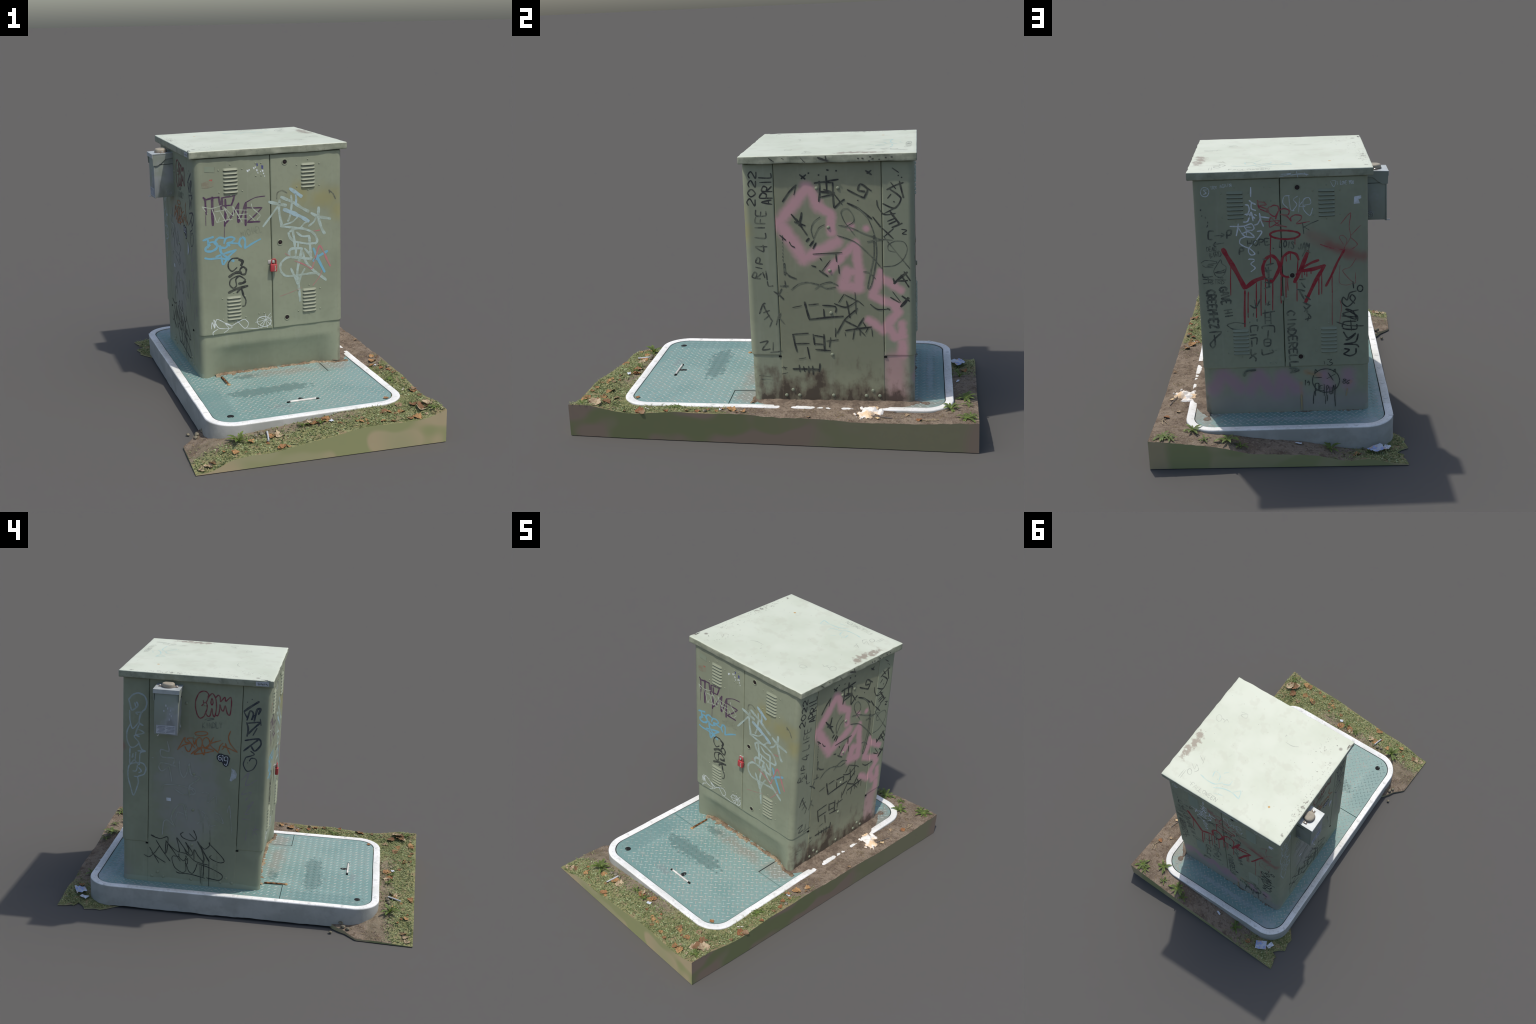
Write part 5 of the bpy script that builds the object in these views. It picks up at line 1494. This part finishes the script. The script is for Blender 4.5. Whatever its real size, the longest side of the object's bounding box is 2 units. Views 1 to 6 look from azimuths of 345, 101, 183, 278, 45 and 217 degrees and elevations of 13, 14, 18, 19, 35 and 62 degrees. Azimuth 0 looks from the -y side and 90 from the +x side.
tag('back', REDTHIN,
    (7.7, [(107, 1084), (105, 1062), (99, 1044)]),
    (6.0, [(104, 1077), (78, 1073), (68, 1062), (99, 1057), (62, 1039), (60, 1026), (97, 1042)]),
    (6.4, [(53, 1052), (64, 1034), (42, 1009), (26, 1006), (10, 1033), (13, 1053), (33, 1058), (49, 1050)]),
    (6.0, [(21, 1012), (26, 991), (12, 1029), (-13, 1041), (-38, 1031), (-31, 1010), (3, 1014), (-28, 1002), (-46, 979)]),
    (5.5, [(-46, 979), (-45, 997), (-66, 1009), (-93, 1004), (-92, 987), (-71, 966), (-133, 976)]),
    (4.3, [(110, 991), (64, 981), (6, 984), (55, 953), (49, 1000), (19, 969), (-26, 952), (32, 963)]))
# white scribbles
tag('back', WHITE2,
    (7.7, [(136, 1146), (138, 1101)]),
    (6.8, [(145, 1085), (132, 1073), (115, 1065)]),
    (6.0, [(136, 1074), (137, 1046), (116, 1036)]),
    (6.4, [(165, 1065), (151, 1061), (147, 1038), (160, 1012)]),
    (6.8, [(168, 1019), (144, 1018), (122, 998)]),
    (6.4, [(177, 982), (156, 986), (139, 1029), (131, 985)]),
    (6.8, [(100, 1022), (95, 988), (83, 957)]),
    (7.3, [(100, 1006), (55, 998)]),
    (6.0, [(97, 997), (110, 972), (127, 966)]),
    (6.4, [(123, 1017), (113, 1011)]),
    (6.8, [(240, 963), (203, 961)]),
    (6.4, [(201, 974), (206, 944), (213, 915)]),
    (6.0, [(202, 957), (188, 930)]),
    (6.0, [(201, 961), (173, 963), (140, 973), (128, 951), (141, 938)]),
    (5.1, [(175, 963), (162, 943), (133, 942)]),
    (5.5, [(166, 952), (165, 917)]),
    (5.1, [(165, 957), (140, 956)]),
    (6.4, [(188, 926), (158, 935), (142, 925), (129, 907), (168, 911), (184, 923)]),
    (5.5, [(168, 911), (194, 900), (198, 879), (177, 863), (151, 851), (129, 826), (146, 820), (158, 834), (155, 856), (122, 890), (96, 923), (94, 936), (116, 935)]),
    (6.8, [(157, 802), (132, 798)]))
tag('back', WHITE2,
    (4.8, [(161, 799), (132, 799)]),
    (4.8, [(132, 792), (150, 776), (130, 756), (152, 737)]))
tag('back', WHITE3,
    (4.0, [(-42, 1102), (-17, 1099), (-10, 1068), (-33, 1042)]),
    (4.0, [(-38, 1104), (-45, 1037), (-63, 1029)]),
    (4.0, [(-79, 1098), (-59, 1083), (-75, 1058), (-53, 1028)]),
    (4.0, [(-88, 1089), (-82, 1021)]),
    (4.0, [(-116, 1088), (-86, 1051), (-114, 1048)]),
    (4.0, [(-106, 1054), (-139, 1061), (-132, 1089), (-107, 1082), (-105, 1035), (-134, 1004), (-148, 1040)]),
    (4.0, [(330, 1130), (333, 1121), (338, 1113), (346, 1109), (355, 1110), (363, 1114), (368, 1122), (369, 1132), (366, 1141), (361, 1149), (352, 1153), (344, 1152), (336, 1148), (331, 1140), (330, 1130)]),
    (4.7, [(340, 1141), (355, 1140), (343, 1126), (357, 1120)]),
    (2.7, [(-232, 1163), (-247, 1137), (-258, 1163), (-238, 1168)]))
word('back', WHITE3, 'TRY AGAIN', (323, 1141), (223, 1154), 16, 2.7, 0)
word('back', WHITE3, 'I LOVE YOU', (-262, 1147), (-341, 1149), 17, 2.7, 0)
patch('back', WHITE2, [(-341, 1088), (-373, 1093), (-374, 1079), (-361, 1074), (-367, 1055), (-339, 1053)])
# black marker notes on the left of the rear face
tag('back', BLACK3,
    (10.7, [(374, 1046), (370, 1045)]),
    (8.0, [(370, 1018), (367, 1016)]),
    (6.7, [(353, 1012), (351, 1004)]),
    (6.7, [(344, 988), (343, 980)]),
    (6.7, [(344, 973), (349, 961)]),
    (7.4, [(318, 942), (341, 942), (344, 905), (325, 902)]),
    (5.4, [(316, 919), (270, 922)]),
    (5.4, [(282, 932), (269, 922), (287, 912)]),
    (8.0, [(257, 905), (255, 940), (235, 943), (240, 923), (256, 919)]),
    (5.4, [(324, 877), (271, 884)]),
    (5.4, [(310, 889), (323, 876), (308, 866)]))
word('back', BLACK3, 'DEAD', (356, 844), (308, 844), 21, 2.7, 0)
word('back', BLACK3, 'BIRD', (341, 810), (284, 822), 25, 4.0, 0)
word('back', BLACK3, 'BIRD', (345, 681), (278, 679), 19, 2.7, 0)
tag('back', BLACK3,
    (3.4, [(386, 787), (365, 800), (316, 794), (313, 784), (353, 781), (327, 775), (360, 772), (330, 766), (364, 766), (380, 777)]),
    (3.4, [(327, 747), (312, 774), (292, 802), (286, 781), (268, 766), (276, 732), (296, 715), (319, 722), (327, 747)]),
    (4.0, [(313, 743), (287, 746), (275, 753)]),
    (6.0, [(321, 739), (295, 736), (271, 742)]),
    (9.4, [(309, 715), (283, 711)]),
    (5.4, [(323, 704), (270, 700)]),
    (6.7, [(381, 733), (376, 717), (332, 720)]),
    (6.7, [(380, 707), (330, 701)]),
    (7.4, [(378, 685), (336, 692)]),
    (6.7, [(356, 713), (354, 685)]))
tag('back', BLACK3,
    (5.1, [(275, 474), (236, 483), (188, 474)]),
    (5.8, [(278, 470), (250, 449), (200, 444)]),
    (7.7, [(364, 435), (306, 437), (340, 402), (364, 375), (353, 355), (339, 371), (342, 423)]))
word('back', BLACK3, 'CREEMHEZ', (369, 651), (360, 452), 41, 9.6, 0)
word('back', BLACK3, 'GAVE HI', (305, 663), (283, 502), 38, 9.0, 0)
word('back', BLACK3, 'CINDERELLA', (-12, 536), (-22, 204), 40, 8.3, 0)
tag('back', BLACK3,
    (7.7, [(103, 526), (44, 535)]),
    (7.0, [(92, 543), (93, 470)]),
    (7.0, [(67, 532), (65, 470)]),
    (6.4, [(91, 505), (64, 504)]),
    (5.1, [(92, 488), (65, 487)]),
    (7.0, [(108, 447), (106, 459), (53, 460), (50, 425)]),
    (7.7, [(80, 436), (84, 394)]),
    (7.7, [(100, 389), (71, 390), (74, 359), (100, 358), (100, 389)]),
    (5.8, [(100, 374), (73, 374)]),
    (7.7, [(114, 339), (110, 311), (61, 322), (65, 336)]),
    (7.7, [(162, 568), (137, 555), (112, 598)]),
    (7.0, [(140, 595), (135, 555)]))
tag('back', BLACK3,
    (7.0, [(164, 429), (164, 461), (130, 462), (133, 434)]),
    (7.7, [(168, 415), (136, 417)]),
    (7.0, [(166, 397), (136, 400), (139, 365)]),
    (7.0, [(162, 387), (162, 355)]),
    (7.7, [(167, 342), (166, 310), (140, 319)]),
    (7.0, [(176, 293), (159, 306), (144, 291), (148, 277)]),
    (5.8, [(173, 529), (175, 512)]),
    (5.8, [(147, 528), (150, 511)]),
    (5.8, [(132, 497), (132, 483)]),
    (6.4, [(167, 484), (168, 477)]),
    (9.0, [(206, 200), (195, 225), (146, 231)]))
tag('back', BLACK3,
    (9.0, [(77, 768), (42, 776)]),
    (8.3, [(82, 755), (75, 728)]),
    (8.3, [(68, 758), (68, 654)]),
    (7.7, [(84, 739), (53, 742)]),
    (7.7, [(89, 702), (45, 698)]),
    (7.7, [(87, 682), (54, 678)]),
    (9.0, [(90, 652), (62, 661)]),
    (7.0, [(88, 574), (65, 569)]),
    (7.0, [(71, 587), (78, 563)]),
    (8.3, [(92, 799), (77, 795)]))
word('back', BLACK3, 'HOPE', (162, 864), (54, 871), 29, 5.8, 0)
word('back', BLACK3, 'LOIS JAM', (14, 856), (-127, 835), 32, 5.8, 0)
tag('back', BLACK3,
    (8.3, [(113, 836), (112, 823)]),
    (7.7, [(202, 825), (199, 855), (181, 855), (185, 841), (200, 840)]),
    (5.8, [(59, 837), (56, 833)]),
    (5.8, [(43, 851), (38, 849)]),
    (7.0, [(-93, 807), (-114, 842)]),
    (6.4, [(-105, 836), (-133, 822)]),
    (4.5, [(-99, 970), (-104, 915)]),
    (4.5, [(-101, 947), (-136, 965), (-174, 980)]),
    (3.8, [(-104, 951), (-130, 933)]))
tag('back', BLACK3,
    (8.3, [(-79, 691), (-107, 693)]),
    (7.7, [(-86, 674), (-104, 649)]),
    (9.0, [(-65, 643), (-103, 632)]),
    (9.0, [(-75, 637), (-99, 589)]),
    (9.6, [(-103, 609), (-128, 587)]),
    (9.0, [(-92, 575), (-130, 557)]),
    (9.0, [(-94, 555), (-114, 527)]),
    (8.3, [(-127, 560), (-95, 527)]),
    (8.3, [(-107, 527), (-129, 498)]),
    (7.7, [(-100, 489), (-129, 495)]),
    (7.0, [(-116, 502), (-111, 479)]))
# black cursive on the right of the rear face
tag('back', BLACK,
    (6.4, [(-331, 673), (-334, 639)]),
    (5.8, [(-378, 637), (-376, 630), (-373, 625), (-368, 622), (-362, 622), (-357, 625), (-353, 631), (-352, 638), (-354, 645), (-357, 650), (-362, 653), (-368, 653), (-373, 650), (-377, 644), (-378, 637)]),
    (6.4, [(-346, 625), (-314, 615), (-303, 581), (-284, 596), (-278, 569), (-301, 547), (-323, 560), (-342, 588), (-326, 608), (-316, 588), (-339, 561)]),
    (7.0, [(-355, 529), (-280, 511), (-344, 481), (-329, 523), (-294, 534), (-348, 499), (-351, 471)]),
    (6.4, [(-277, 500), (-348, 492)]),
    (7.0, [(-344, 471), (-286, 469), (-282, 435), (-344, 430), (-347, 457)]),
    (5.1, [(-251, 470), (-305, 450), (-381, 446)]),
    (6.4, [(-318, 478), (-322, 423)]),
    (7.7, [(-283, 417), (-305, 385), (-341, 409), (-314, 381), (-292, 375)]),
    (7.7, [(-354, 405), (-340, 364), (-285, 354), (-343, 350), (-357, 335)]),
    (7.7, [(-287, 330), (-310, 325), (-297, 312), (-284, 302), (-314, 292), (-340, 304), (-343, 332)]))
# devil face with dates on the rear plinth
tag('back', BLACK,
    (3.2, [(-186, 269), (-190, 250)]),
    (3.2, [(-203, 277), (-224, 276), (-212, 264), (-229, 255), (-215, 245), (-199, 250)]))
tag('pback', BLACK,
    (3.8, [(-261, 160), (-257, 142), (-249, 126), (-237, 113), (-220, 104), (-202, 99), (-183, 99), (-165, 105), (-149, 115), (-137, 129), (-130, 146), (-128, 164), (-131, 182), (-138, 198), (-151, 211), (-167, 220), (-185, 224), (-204, 224), (-222, 218), (-238, 208), (-251, 194), (-258, 177), (-261, 160)]),
    (3.2, [(-140, 202), (-143, 222), (-156, 209)]),
    (3.2, [(-230, 207), (-241, 223), (-242, 200)]),
    (3.8, [(-137, 178), (-174, 179)]),
    (5.1, [(-205, 203), (-230, 161)]),
    (3.2, [(-241, 196), (-198, 171)]),
    (3.8, [(-142, 82), (-141, 143), (-159, 146), (-155, 114), (-143, 111)]),
    (3.2, [(-176, 109), (-163, 110), (-165, 135), (-177, 135)]),
    (3.2, [(-165, 122), (-175, 122)]),
    (3.8, [(-184, 80), (-185, 142)]),
    (3.8, [(-185, 113), (-178, 106)]),
    (3.2, [(-195, 80), (-198, 135), (-207, 127), (-198, 112)]),
    (3.8, [(-213, 128), (-212, 92), (-222, 92), (-223, 127)]),
    (3.2, [(-227, 90), (-230, 137), (-235, 112), (-240, 140)]),
    (4.5, [(-240, 140), (-236, 75), (-239, 21)]),
    (3.8, [(-137, 107), (-131, 71), (-130, 39)]),
    (3.8, [(-192, 80), (-189, 36)]),
    (3.8, [(-201, 84), (-198, 51)]))
word('pback', BLACK, '19', (-86, 138), (-114, 136), 27, 3.2, 0)
word('pback', BLACK, '86', (-273, 145), (-309, 136), 24, 3.2, 0)
tag('pback', OCHRE,
    (9.0, [(-71, 88), (-72, 8)]),
    (6.4, [(-299, 116), (-291, 77)]),
    (7.7, [(-106, 206), (-141, 193)]))
# left side: pale bubble outlines
tag('left', PALEBLUE,
    (8.7, [(364, 1064), (341, 1091), (311, 1102), (278, 1088), (265, 1052), (274, 1017), (296, 992), (307, 940), (283, 922)]),
    (8.7, [(364, 1064), (357, 1037), (346, 1004), (314, 1031), (322, 1053)]),
    (8.0, [(331, 1046), (326, 1024)]),
    (7.3, [(359, 1003), (357, 949), (342, 901), (307, 942)]),
    (8.0, [(288, 996), (324, 993), (313, 981)]),
    (7.3, [(353, 929), (372, 886), (373, 838), (356, 798), (333, 796), (307, 824), (333, 860), (279, 881), (310, 899)]),
    (8.0, [(306, 927), (326, 870), (303, 858)]),
    (7.3, [(356, 791), (357, 742), (355, 697), (332, 722), (305, 697), (299, 765), (269, 777), (314, 776)]),
    (8.0, [(307, 824), (291, 787), (269, 777)]),
    (7.3, [(338, 758), (345, 736), (335, 747)]),
    (8.0, [(323, 767), (328, 717)]),
    (7.3, [(366, 664), (357, 693), (325, 707), (284, 707), (266, 680), (277, 644), (311, 627), (308, 592), (334, 516), (352, 566), (366, 622), (366, 664)]),
    (7.3, [(340, 658), (321, 660), (313, 694)]),
    (7.3, [(307, 681), (292, 661), (308, 649)]),
    (7.3, [(332, 628), (310, 626)]))
# red bubble letters, orange tag with halo
tag('left', REDINK2,
    (6.0, [(-69, 1121), (-58, 1136), (-37, 1139), (-15, 1125), (0, 1087), (1, 1050), (-9, 1009), (-25, 989), (-45, 1000), (-60, 1037), (-62, 1060), (-55, 1076), (-41, 1069), (-32, 1057)]),
    (6.0, [(-67, 1118), (-64, 1097), (-54, 1077), (-43, 1076), (-39, 1090)]),
    (6.0, [(-54, 1023), (-61, 1009), (-70, 1002), (-79, 1008), (-87, 1048), (-93, 1016), (-102, 1002), (-108, 1018), (-112, 1059), (-106, 1105), (-89, 1130), (-76, 1121), (-65, 1102)]),
    (5.5, [(-86, 1104), (-81, 1080), (-87, 1066), (-93, 1081), (-86, 1104)]),
    (6.0, [(-108, 1110), (-119, 1123), (-130, 1114), (-133, 1089), (-155, 1115), (-161, 1093), (-184, 1116), (-191, 1102), (-191, 1061), (-185, 1019), (-171, 1027), (-159, 1068), (-150, 1039), (-139, 1045), (-130, 1072), (-128, 1033), (-120, 1010), (-111, 1013)]))
word('left', DARKINK, 'KINDLY', (-39, 935), (-150, 942), 32, 4.0, 0)
tag('left', DARKINK,
    (4.7, [(-49, 981), (-75, 993), (-101, 990), (-63, 979)]))
tag('left', ORANGE,
    (5.5, [(-70, 907), (-67, 902), (-57, 897), (-43, 893), (-28, 891), (-13, 893), (-4, 896), (0, 901), (-3, 906), (-13, 911), (-27, 914), (-43, 915), (-57, 915), (-66, 912), (-70, 907)]),
    (6.0, [(93, 801), (56, 874), (52, 849), (23, 845), (62, 830), (94, 802)]),
    (5.5, [(53, 823), (43, 802), (29, 796), (18, 819), (15, 833)]),
    (6.0, [(10, 876), (42, 868), (23, 847), (-3, 818)]),
    (5.1, [(10, 872), (2, 839), (-6, 868)]),
    (5.5, [(-41, 852), (-40, 839), (-36, 829), (-29, 822), (-22, 822), (-15, 827), (-10, 837), (-8, 849), (-10, 862), (-14, 873), (-21, 879), (-28, 880), (-35, 874), (-39, 865), (-41, 852)]),
    (5.5, [(-82, 856), (-81, 844), (-75, 833), (-68, 827), (-59, 827), (-50, 830), (-45, 840), (-42, 852), (-44, 865), (-49, 875), (-57, 882), (-66, 883), (-74, 878), (-80, 868), (-82, 856)]),
    (6.0, [(-102, 888), (-84, 852), (-60, 824)]),
    (6.0, [(-141, 873), (-84, 847), (-132, 803)]),
    (6.0, [(18, 783), (-17, 817), (-48, 824), (-105, 811), (0, 784), (-30, 818)]),
    (6.0, [(-35, 823), (-41, 800), (-53, 785), (-56, 816)]),
    (5.5, [(-132, 813), (-139, 842), (-155, 860)]),
    (6.0, [(-168, 858), (-181, 826), (-194, 801)]),
    (5.5, [(-153, 843), (-194, 830), (-235, 813)]),
    (5.5, [(-193, 931), (-183, 897), (-193, 860), (-235, 813)]),
    (5.5, [(-171, 849), (-149, 821)]),
    (3.7, [(68, 792), (66, 790)]))
# black block letters
tag('left', BLACKBLUE,
    (12.0, [(-338, 1105), (-297, 1075), (-259, 1044)]),
    (8.7, [(-261, 1042), (-281, 1007)]),
    (8.7, [(-278, 998), (-293, 1051), (-311, 1038), (-303, 1002), (-315, 1031)]),
    (11.3, [(-317, 997), (-330, 1059), (-349, 1066), (-337, 1033)]),
    (9.3, [(-277, 985), (-287, 952), (-282, 907)]),
    (9.3, [(-282, 982), (-350, 994)]),
    (10.0, [(-286, 921), (-319, 958), (-350, 990)]),
    (8.7, [(-349, 1010), (-355, 974)]),
    (8.7, [(-314, 917), (-335, 959)]),
    (9.3, [(-273, 885), (-347, 899), (-359, 866), (-328, 829), (-307, 855)]),
    (9.3, [(-344, 895), (-303, 858), (-266, 824)]),
    (6.7, [(-306, 827), (-326, 809), (-281, 790)]),
    (6.0, [(-281, 790), (-269, 749), (-290, 712), (-323, 725), (-341, 762), (-334, 785), (-311, 787), (-300, 769)]),
    (6.0, [(-291, 760), (-294, 758)]),
    (6.7, [(-277, 1098), (-279, 1097)]),
    (6.7, [(-300, 1115), (-303, 1114)]))
# round black sticker with pale digits, half-moon scar, white tab
patch('left', STICKBLACK, [(-122, 784), (-132, 800), (-148, 800), (-165, 794), (-185, 793), (-197, 776), (-193, 759), (-187, 734), (-174, 725), (-160, 735), (-153, 751), (-137, 752), (-124, 767)])
tag('left', WHITE2,
    (3.3, [(-143, 791), (-131, 781), (-136, 763), (-148, 765), (-146, 778), (-136, 775)]),
    (3.3, [(-150, 788), (-157, 788), (-156, 756)]),
    (3.3, [(-179, 761), (-166, 763), (-166, 781), (-181, 783), (-184, 765), (-177, 735), (-165, 743)]))
patch('left', PALEBLUE2, [(-204, 721), (-224, 713), (-238, 690), (-232, 665), (-207, 645), (-198, 651), (-204, 676), (-206, 701)])
patch('left', WHITE2, [(150, 519), (125, 519), (123, 500), (149, 500)])
# faint grey handwriting
tag('left', GREYINK,
    (8.0, [(149, 843), (140, 789), (185, 795), (180, 754), (110, 750), (116, 715)]),
    (7.3, [(136, 706), (176, 672), (195, 693), (183, 719), (150, 717), (89, 702)]),
    (7.3, [(140, 712), (129, 665), (121, 615)]),
    (7.3, [(82, 739), (75, 676), (58, 644), (41, 665), (26, 729)]),
    (8.0, [(26, 729), (15, 667), (-33, 649), (19, 603), (25, 560)]),
    (6.0, [(174, 566), (167, 590), (127, 598), (59, 594), (32, 588)]),
    (6.0, [(106, 575), (65, 550), (31, 546)]),
    (5.3, [(-2, 584), (22, 589), (21, 532)]),
    (5.3, [(234, 745), (224, 743)]),
    (5.3, [(120, 405), (111, 445), (78, 483), (40, 480), (36, 416)]),
    (4.7, [(19, 589), (-9, 556), (25, 546)]))
tag('left', GREYINK,
    (6.3, [(169, 296), (162, 373), (141, 385), (98, 352), (122, 395), (104, 444), (79, 481), (53, 483), (31, 396)]),
    (5.0, [(96, 383), (85, 439), (35, 423)]),
    (4.4, [(16, 547), (23, 573), (-6, 583), (-10, 556), (22, 560)]),
    (4.4, [(-27, 381), (-52, 410), (-31, 463), (-71, 440), (-47, 382)]),
    (4.4, [(-84, 428), (-98, 374), (-130, 381)]),
    (4.4, [(-127, 456), (-154, 441), (-172, 395), (-129, 418)]),
    (5.0, [(-192, 461), (-204, 503), (-222, 341)]),
    (3.8, [(-48, 566), (-86, 564), (-81, 509), (-125, 554), (-132, 507)]))
tag('left', PURPLEFAINT,
    (6.3, [(-263, 657), (-302, 703), (-287, 629), (-350, 667)]),
    (6.3, [(-299, 623), (-267, 574), (-320, 592), (-290, 542)]),
    (6.3, [(-298, 502), (-334, 539), (-291, 461), (-344, 479)]),
    (5.7, [(-336, 369), (-368, 379)]),
    (5.7, [(-354, 398), (-337, 335)]),
    (5.7, [(-329, 383), (-363, 344)]),
    (5.7, [(-276, 432), (-327, 430)]),
    (5.0, [(-300, 304), (-304, 373)]))
# big black cursive across the foot of the left side
tag('left', BLACK,
    (7.9, [(232, 287), (212, 278)]),
    (4.4, [(220, 279), (179, 270), (137, 283), (141, 200), (151, 181), (150, 199), (146, 262)]),
    (4.4, [(240, 212), (213, 165), (185, 118)]),
    (4.4, [(204, 259), (162, 192), (121, 136)]),
    (4.4, [(272, 164), (243, 152), (210, 182), (185, 223)]),
    (4.9, [(228, 180), (192, 151), (148, 126)]),
    (4.4, [(148, 262), (116, 225), (70, 198), (76, 240), (86, 285), (62, 252), (24, 201), (1, 184), (-4, 204), (36, 262), (17, 223), (16, 199)]),
    (4.4, [(143, 254), (106, 204), (63, 142)]),
    (5.9, [(45, 232), (24, 182)]),
    (4.4, [(72, 188), (69, 164), (43, 147), (29, 173), (36, 178)]),
    (4.4, [(65, 197), (24, 190), (-23, 150), (-99, 134)]),
    (3.9, [(69, 169), (105, 171), (111, 149), (94, 101), (52, 74), (30, 90), (33, 145), (21, 163), (23, 130), (36, 134)]),
    (4.4, [(28, 126), (14, 86), (-8, 74), (-24, 101), (-33, 135)]),
    (4.9, [(-15, 161), (-14, 221), (-37, 185), (-63, 155)]),
    (7.9, [(-32, 272), (-62, 221), (-101, 156)]),
    (5.9, [(-57, 225), (-71, 173), (-69, 145)]),
    (4.9, [(-63, 161), (-71, 112), (-69, 59)]),
    (4.4, [(-38, 261), (-72, 230), (-99, 252), (-97, 273)]),
    (5.9, [(-99, 273), (-101, 263)]),
    (4.4, [(-101, 263), (-137, 228), (-179, 183), (-185, 162), (-160, 155), (-119, 169), (-103, 184), (-113, 196)]),
    (4.4, [(-33, 138), (-105, 118), (-168, 88), (-180, 67), (-159, 46), (-87, 55)]),
    (4.9, [(86, 75), (68, 69), (5, 68), (-80, 51)]),
    (4.4, [(50, 321), (65, 309), (52, 288), (11, 274), (-19, 278), (-25, 298), (-8, 339)]),
    (4.9, [(15, 316), (-21, 281)]),
    (3.4, [(-100, 159), (-102, 87), (-103, 1)]),
    (2.9, [(-59, 138), (-64, 11)]),
    (2.9, [(-49, 148), (-55, 15)]))
tag('left', DRIP,
    (3.2, [(-61, 98), (-64, 5)]),
    (3.2, [(-129, 140), (-133, 55)]),
    (3.2, [(-143, 212), (-149, 64)]),
    (3.2, [(-99, 347), (-104, 264)]),
    (3.2, [(-60, 384), (-62, 329)]))
# faint pencil and turquoise marks on top of the lid
word('top', PENCIL, 'FALLOWEEN', (239, 385), (44, 390), 25, 2.5, 0)
tag('top', TURQ,
    (6.2, [(228, 288), (174, 298), (120, 294), (85, 261)]),
    (5.6, [(160, 261), (165, 219), (124, 229), (110, 273)]),
    (6.2, [(111, 318), (64, 292), (4, 284), (-56, 297)]),
    (5.6, [(-56, 297), (-38, 247), (2, 286)]),
    (5.0, [(81, 267), (43, 252), (42, 219)]),
    (5.0, [(114, 203), (93, 181)]),
    (4.3, [(91, 346), (36, 331)]))
tag('top', CHIP,
    (8.7, [(-419, -345), (-416, -369), (-417, -381)]),
    (5.6, [(-424, -365), (-429, -395)]),
    (6.2, [(-351, -335), (-358, -333)]))
tag('top', PENCIL,
    (2.5, [(347, -105), (342, -96), (341, -86), (345, -79), (351, -74), (360, -74), (369, -78), (376, -85), (381, -95), (382, -104), (378, -112), (372, -117), (363, -117), (354, -113), (347, -105)]),
    (2.5, [(342, -104), (318, -100), (320, -85), (314, -113), (294, -102)]),
    (1.9, [(272, -208), (227, -214), (220, -184), (260, -187), (227, -219)]),
    (2.5, [(283, 302), (279, 310), (278, 317), (281, 324), (285, 327), (292, 326), (299, 323), (306, 317), (310, 310), (310, 302), (308, 296), (303, 292), (297, 292), (289, 295), (283, 302)]),
    (2.5, [(316, 255), (280, 278), (287, 245), (256, 271), (270, 297)]),
    (1.9, [(318, 311), (317, 374)]),
    (1.9, [(329, 314), (330, 374)]),
    (1.9, [(306, 184), (255, 215)]),
    (1.9, [(276, 173), (258, 227)]),
    (3.1, [(-76, -181), (-123, -179), (-163, -197)]),
    (3.7, [(-57, -211), (-53, -225), (-62, -220)]),
    (2.5, [(-386, -213), (-387, -208), (-385, -204), (-381, -204), (-377, -206), (-376, -211), (-378, -214), (-382, -215), (-386, -213)]),
    (2.5, [(-386, 208), (-387, 212), (-385, 216), (-381, 216), (-377, 214), (-376, 210), (-378, 206), (-382, 205), (-386, 208)]))
# marks on the lid edges
tag('lidright', BLACK,
    (9.3, [(-37, 1214), (-11, 1204), (12, 1195)]),
    (8.2, [(-1, 1219), (2, 1197)]),
    (4.7, [(-265, 1216), (-240, 1198)]),
    (3.5, [(-206, 1215), (-194, 1209)]),
    (3.5, [(-117, 1215), (-95, 1191)]),
    (7.6, [(146, 1206), (154, 1205)]),
    (7.6, [(166, 1206), (174, 1204)]),
    (7.6, [(201, 1212), (209, 1211)]),
    (7.6, [(213, 1203), (220, 1202)]),
    (7.6, [(196, 1193), (204, 1192)]),
    (7.6, [(242, 1200), (249, 1199)]),
    (7.6, [(272, 1207), (279, 1205)]),
    (7.6, [(298, 1209), (306, 1208)]))
tag('lidback', WHITE3,
    (5.1, [(-6, 1206), (-51, 1209), (-19, 1199), (1, 1197)]),
    (5.1, [(-51, 1202), (-96, 1206), (-131, 1202)]),
    (4.4, [(-77, 1218), (-83, 1189)]),
    (4.4, [(-112, 1211), (-125, 1196)]))
patch('lidleft', LABELWHITE, [(-318, 1219), (-388, 1220), (-389, 1197), (-320, 1196)])
tag('lidleft', BLACKBLUE,
    (3.1, [(-331, 1213), (-333, 1199)]),
    (3.1, [(-341, 1213), (-339, 1200)]),
    (3.1, [(-348, 1213), (-357, 1200)]),
    (3.1, [(-362, 1214), (-362, 1200)]),
    (3.1, [(-371, 1213), (-381, 1201)]),
    (2.5, [(-326, 1207), (-384, 1206)]))
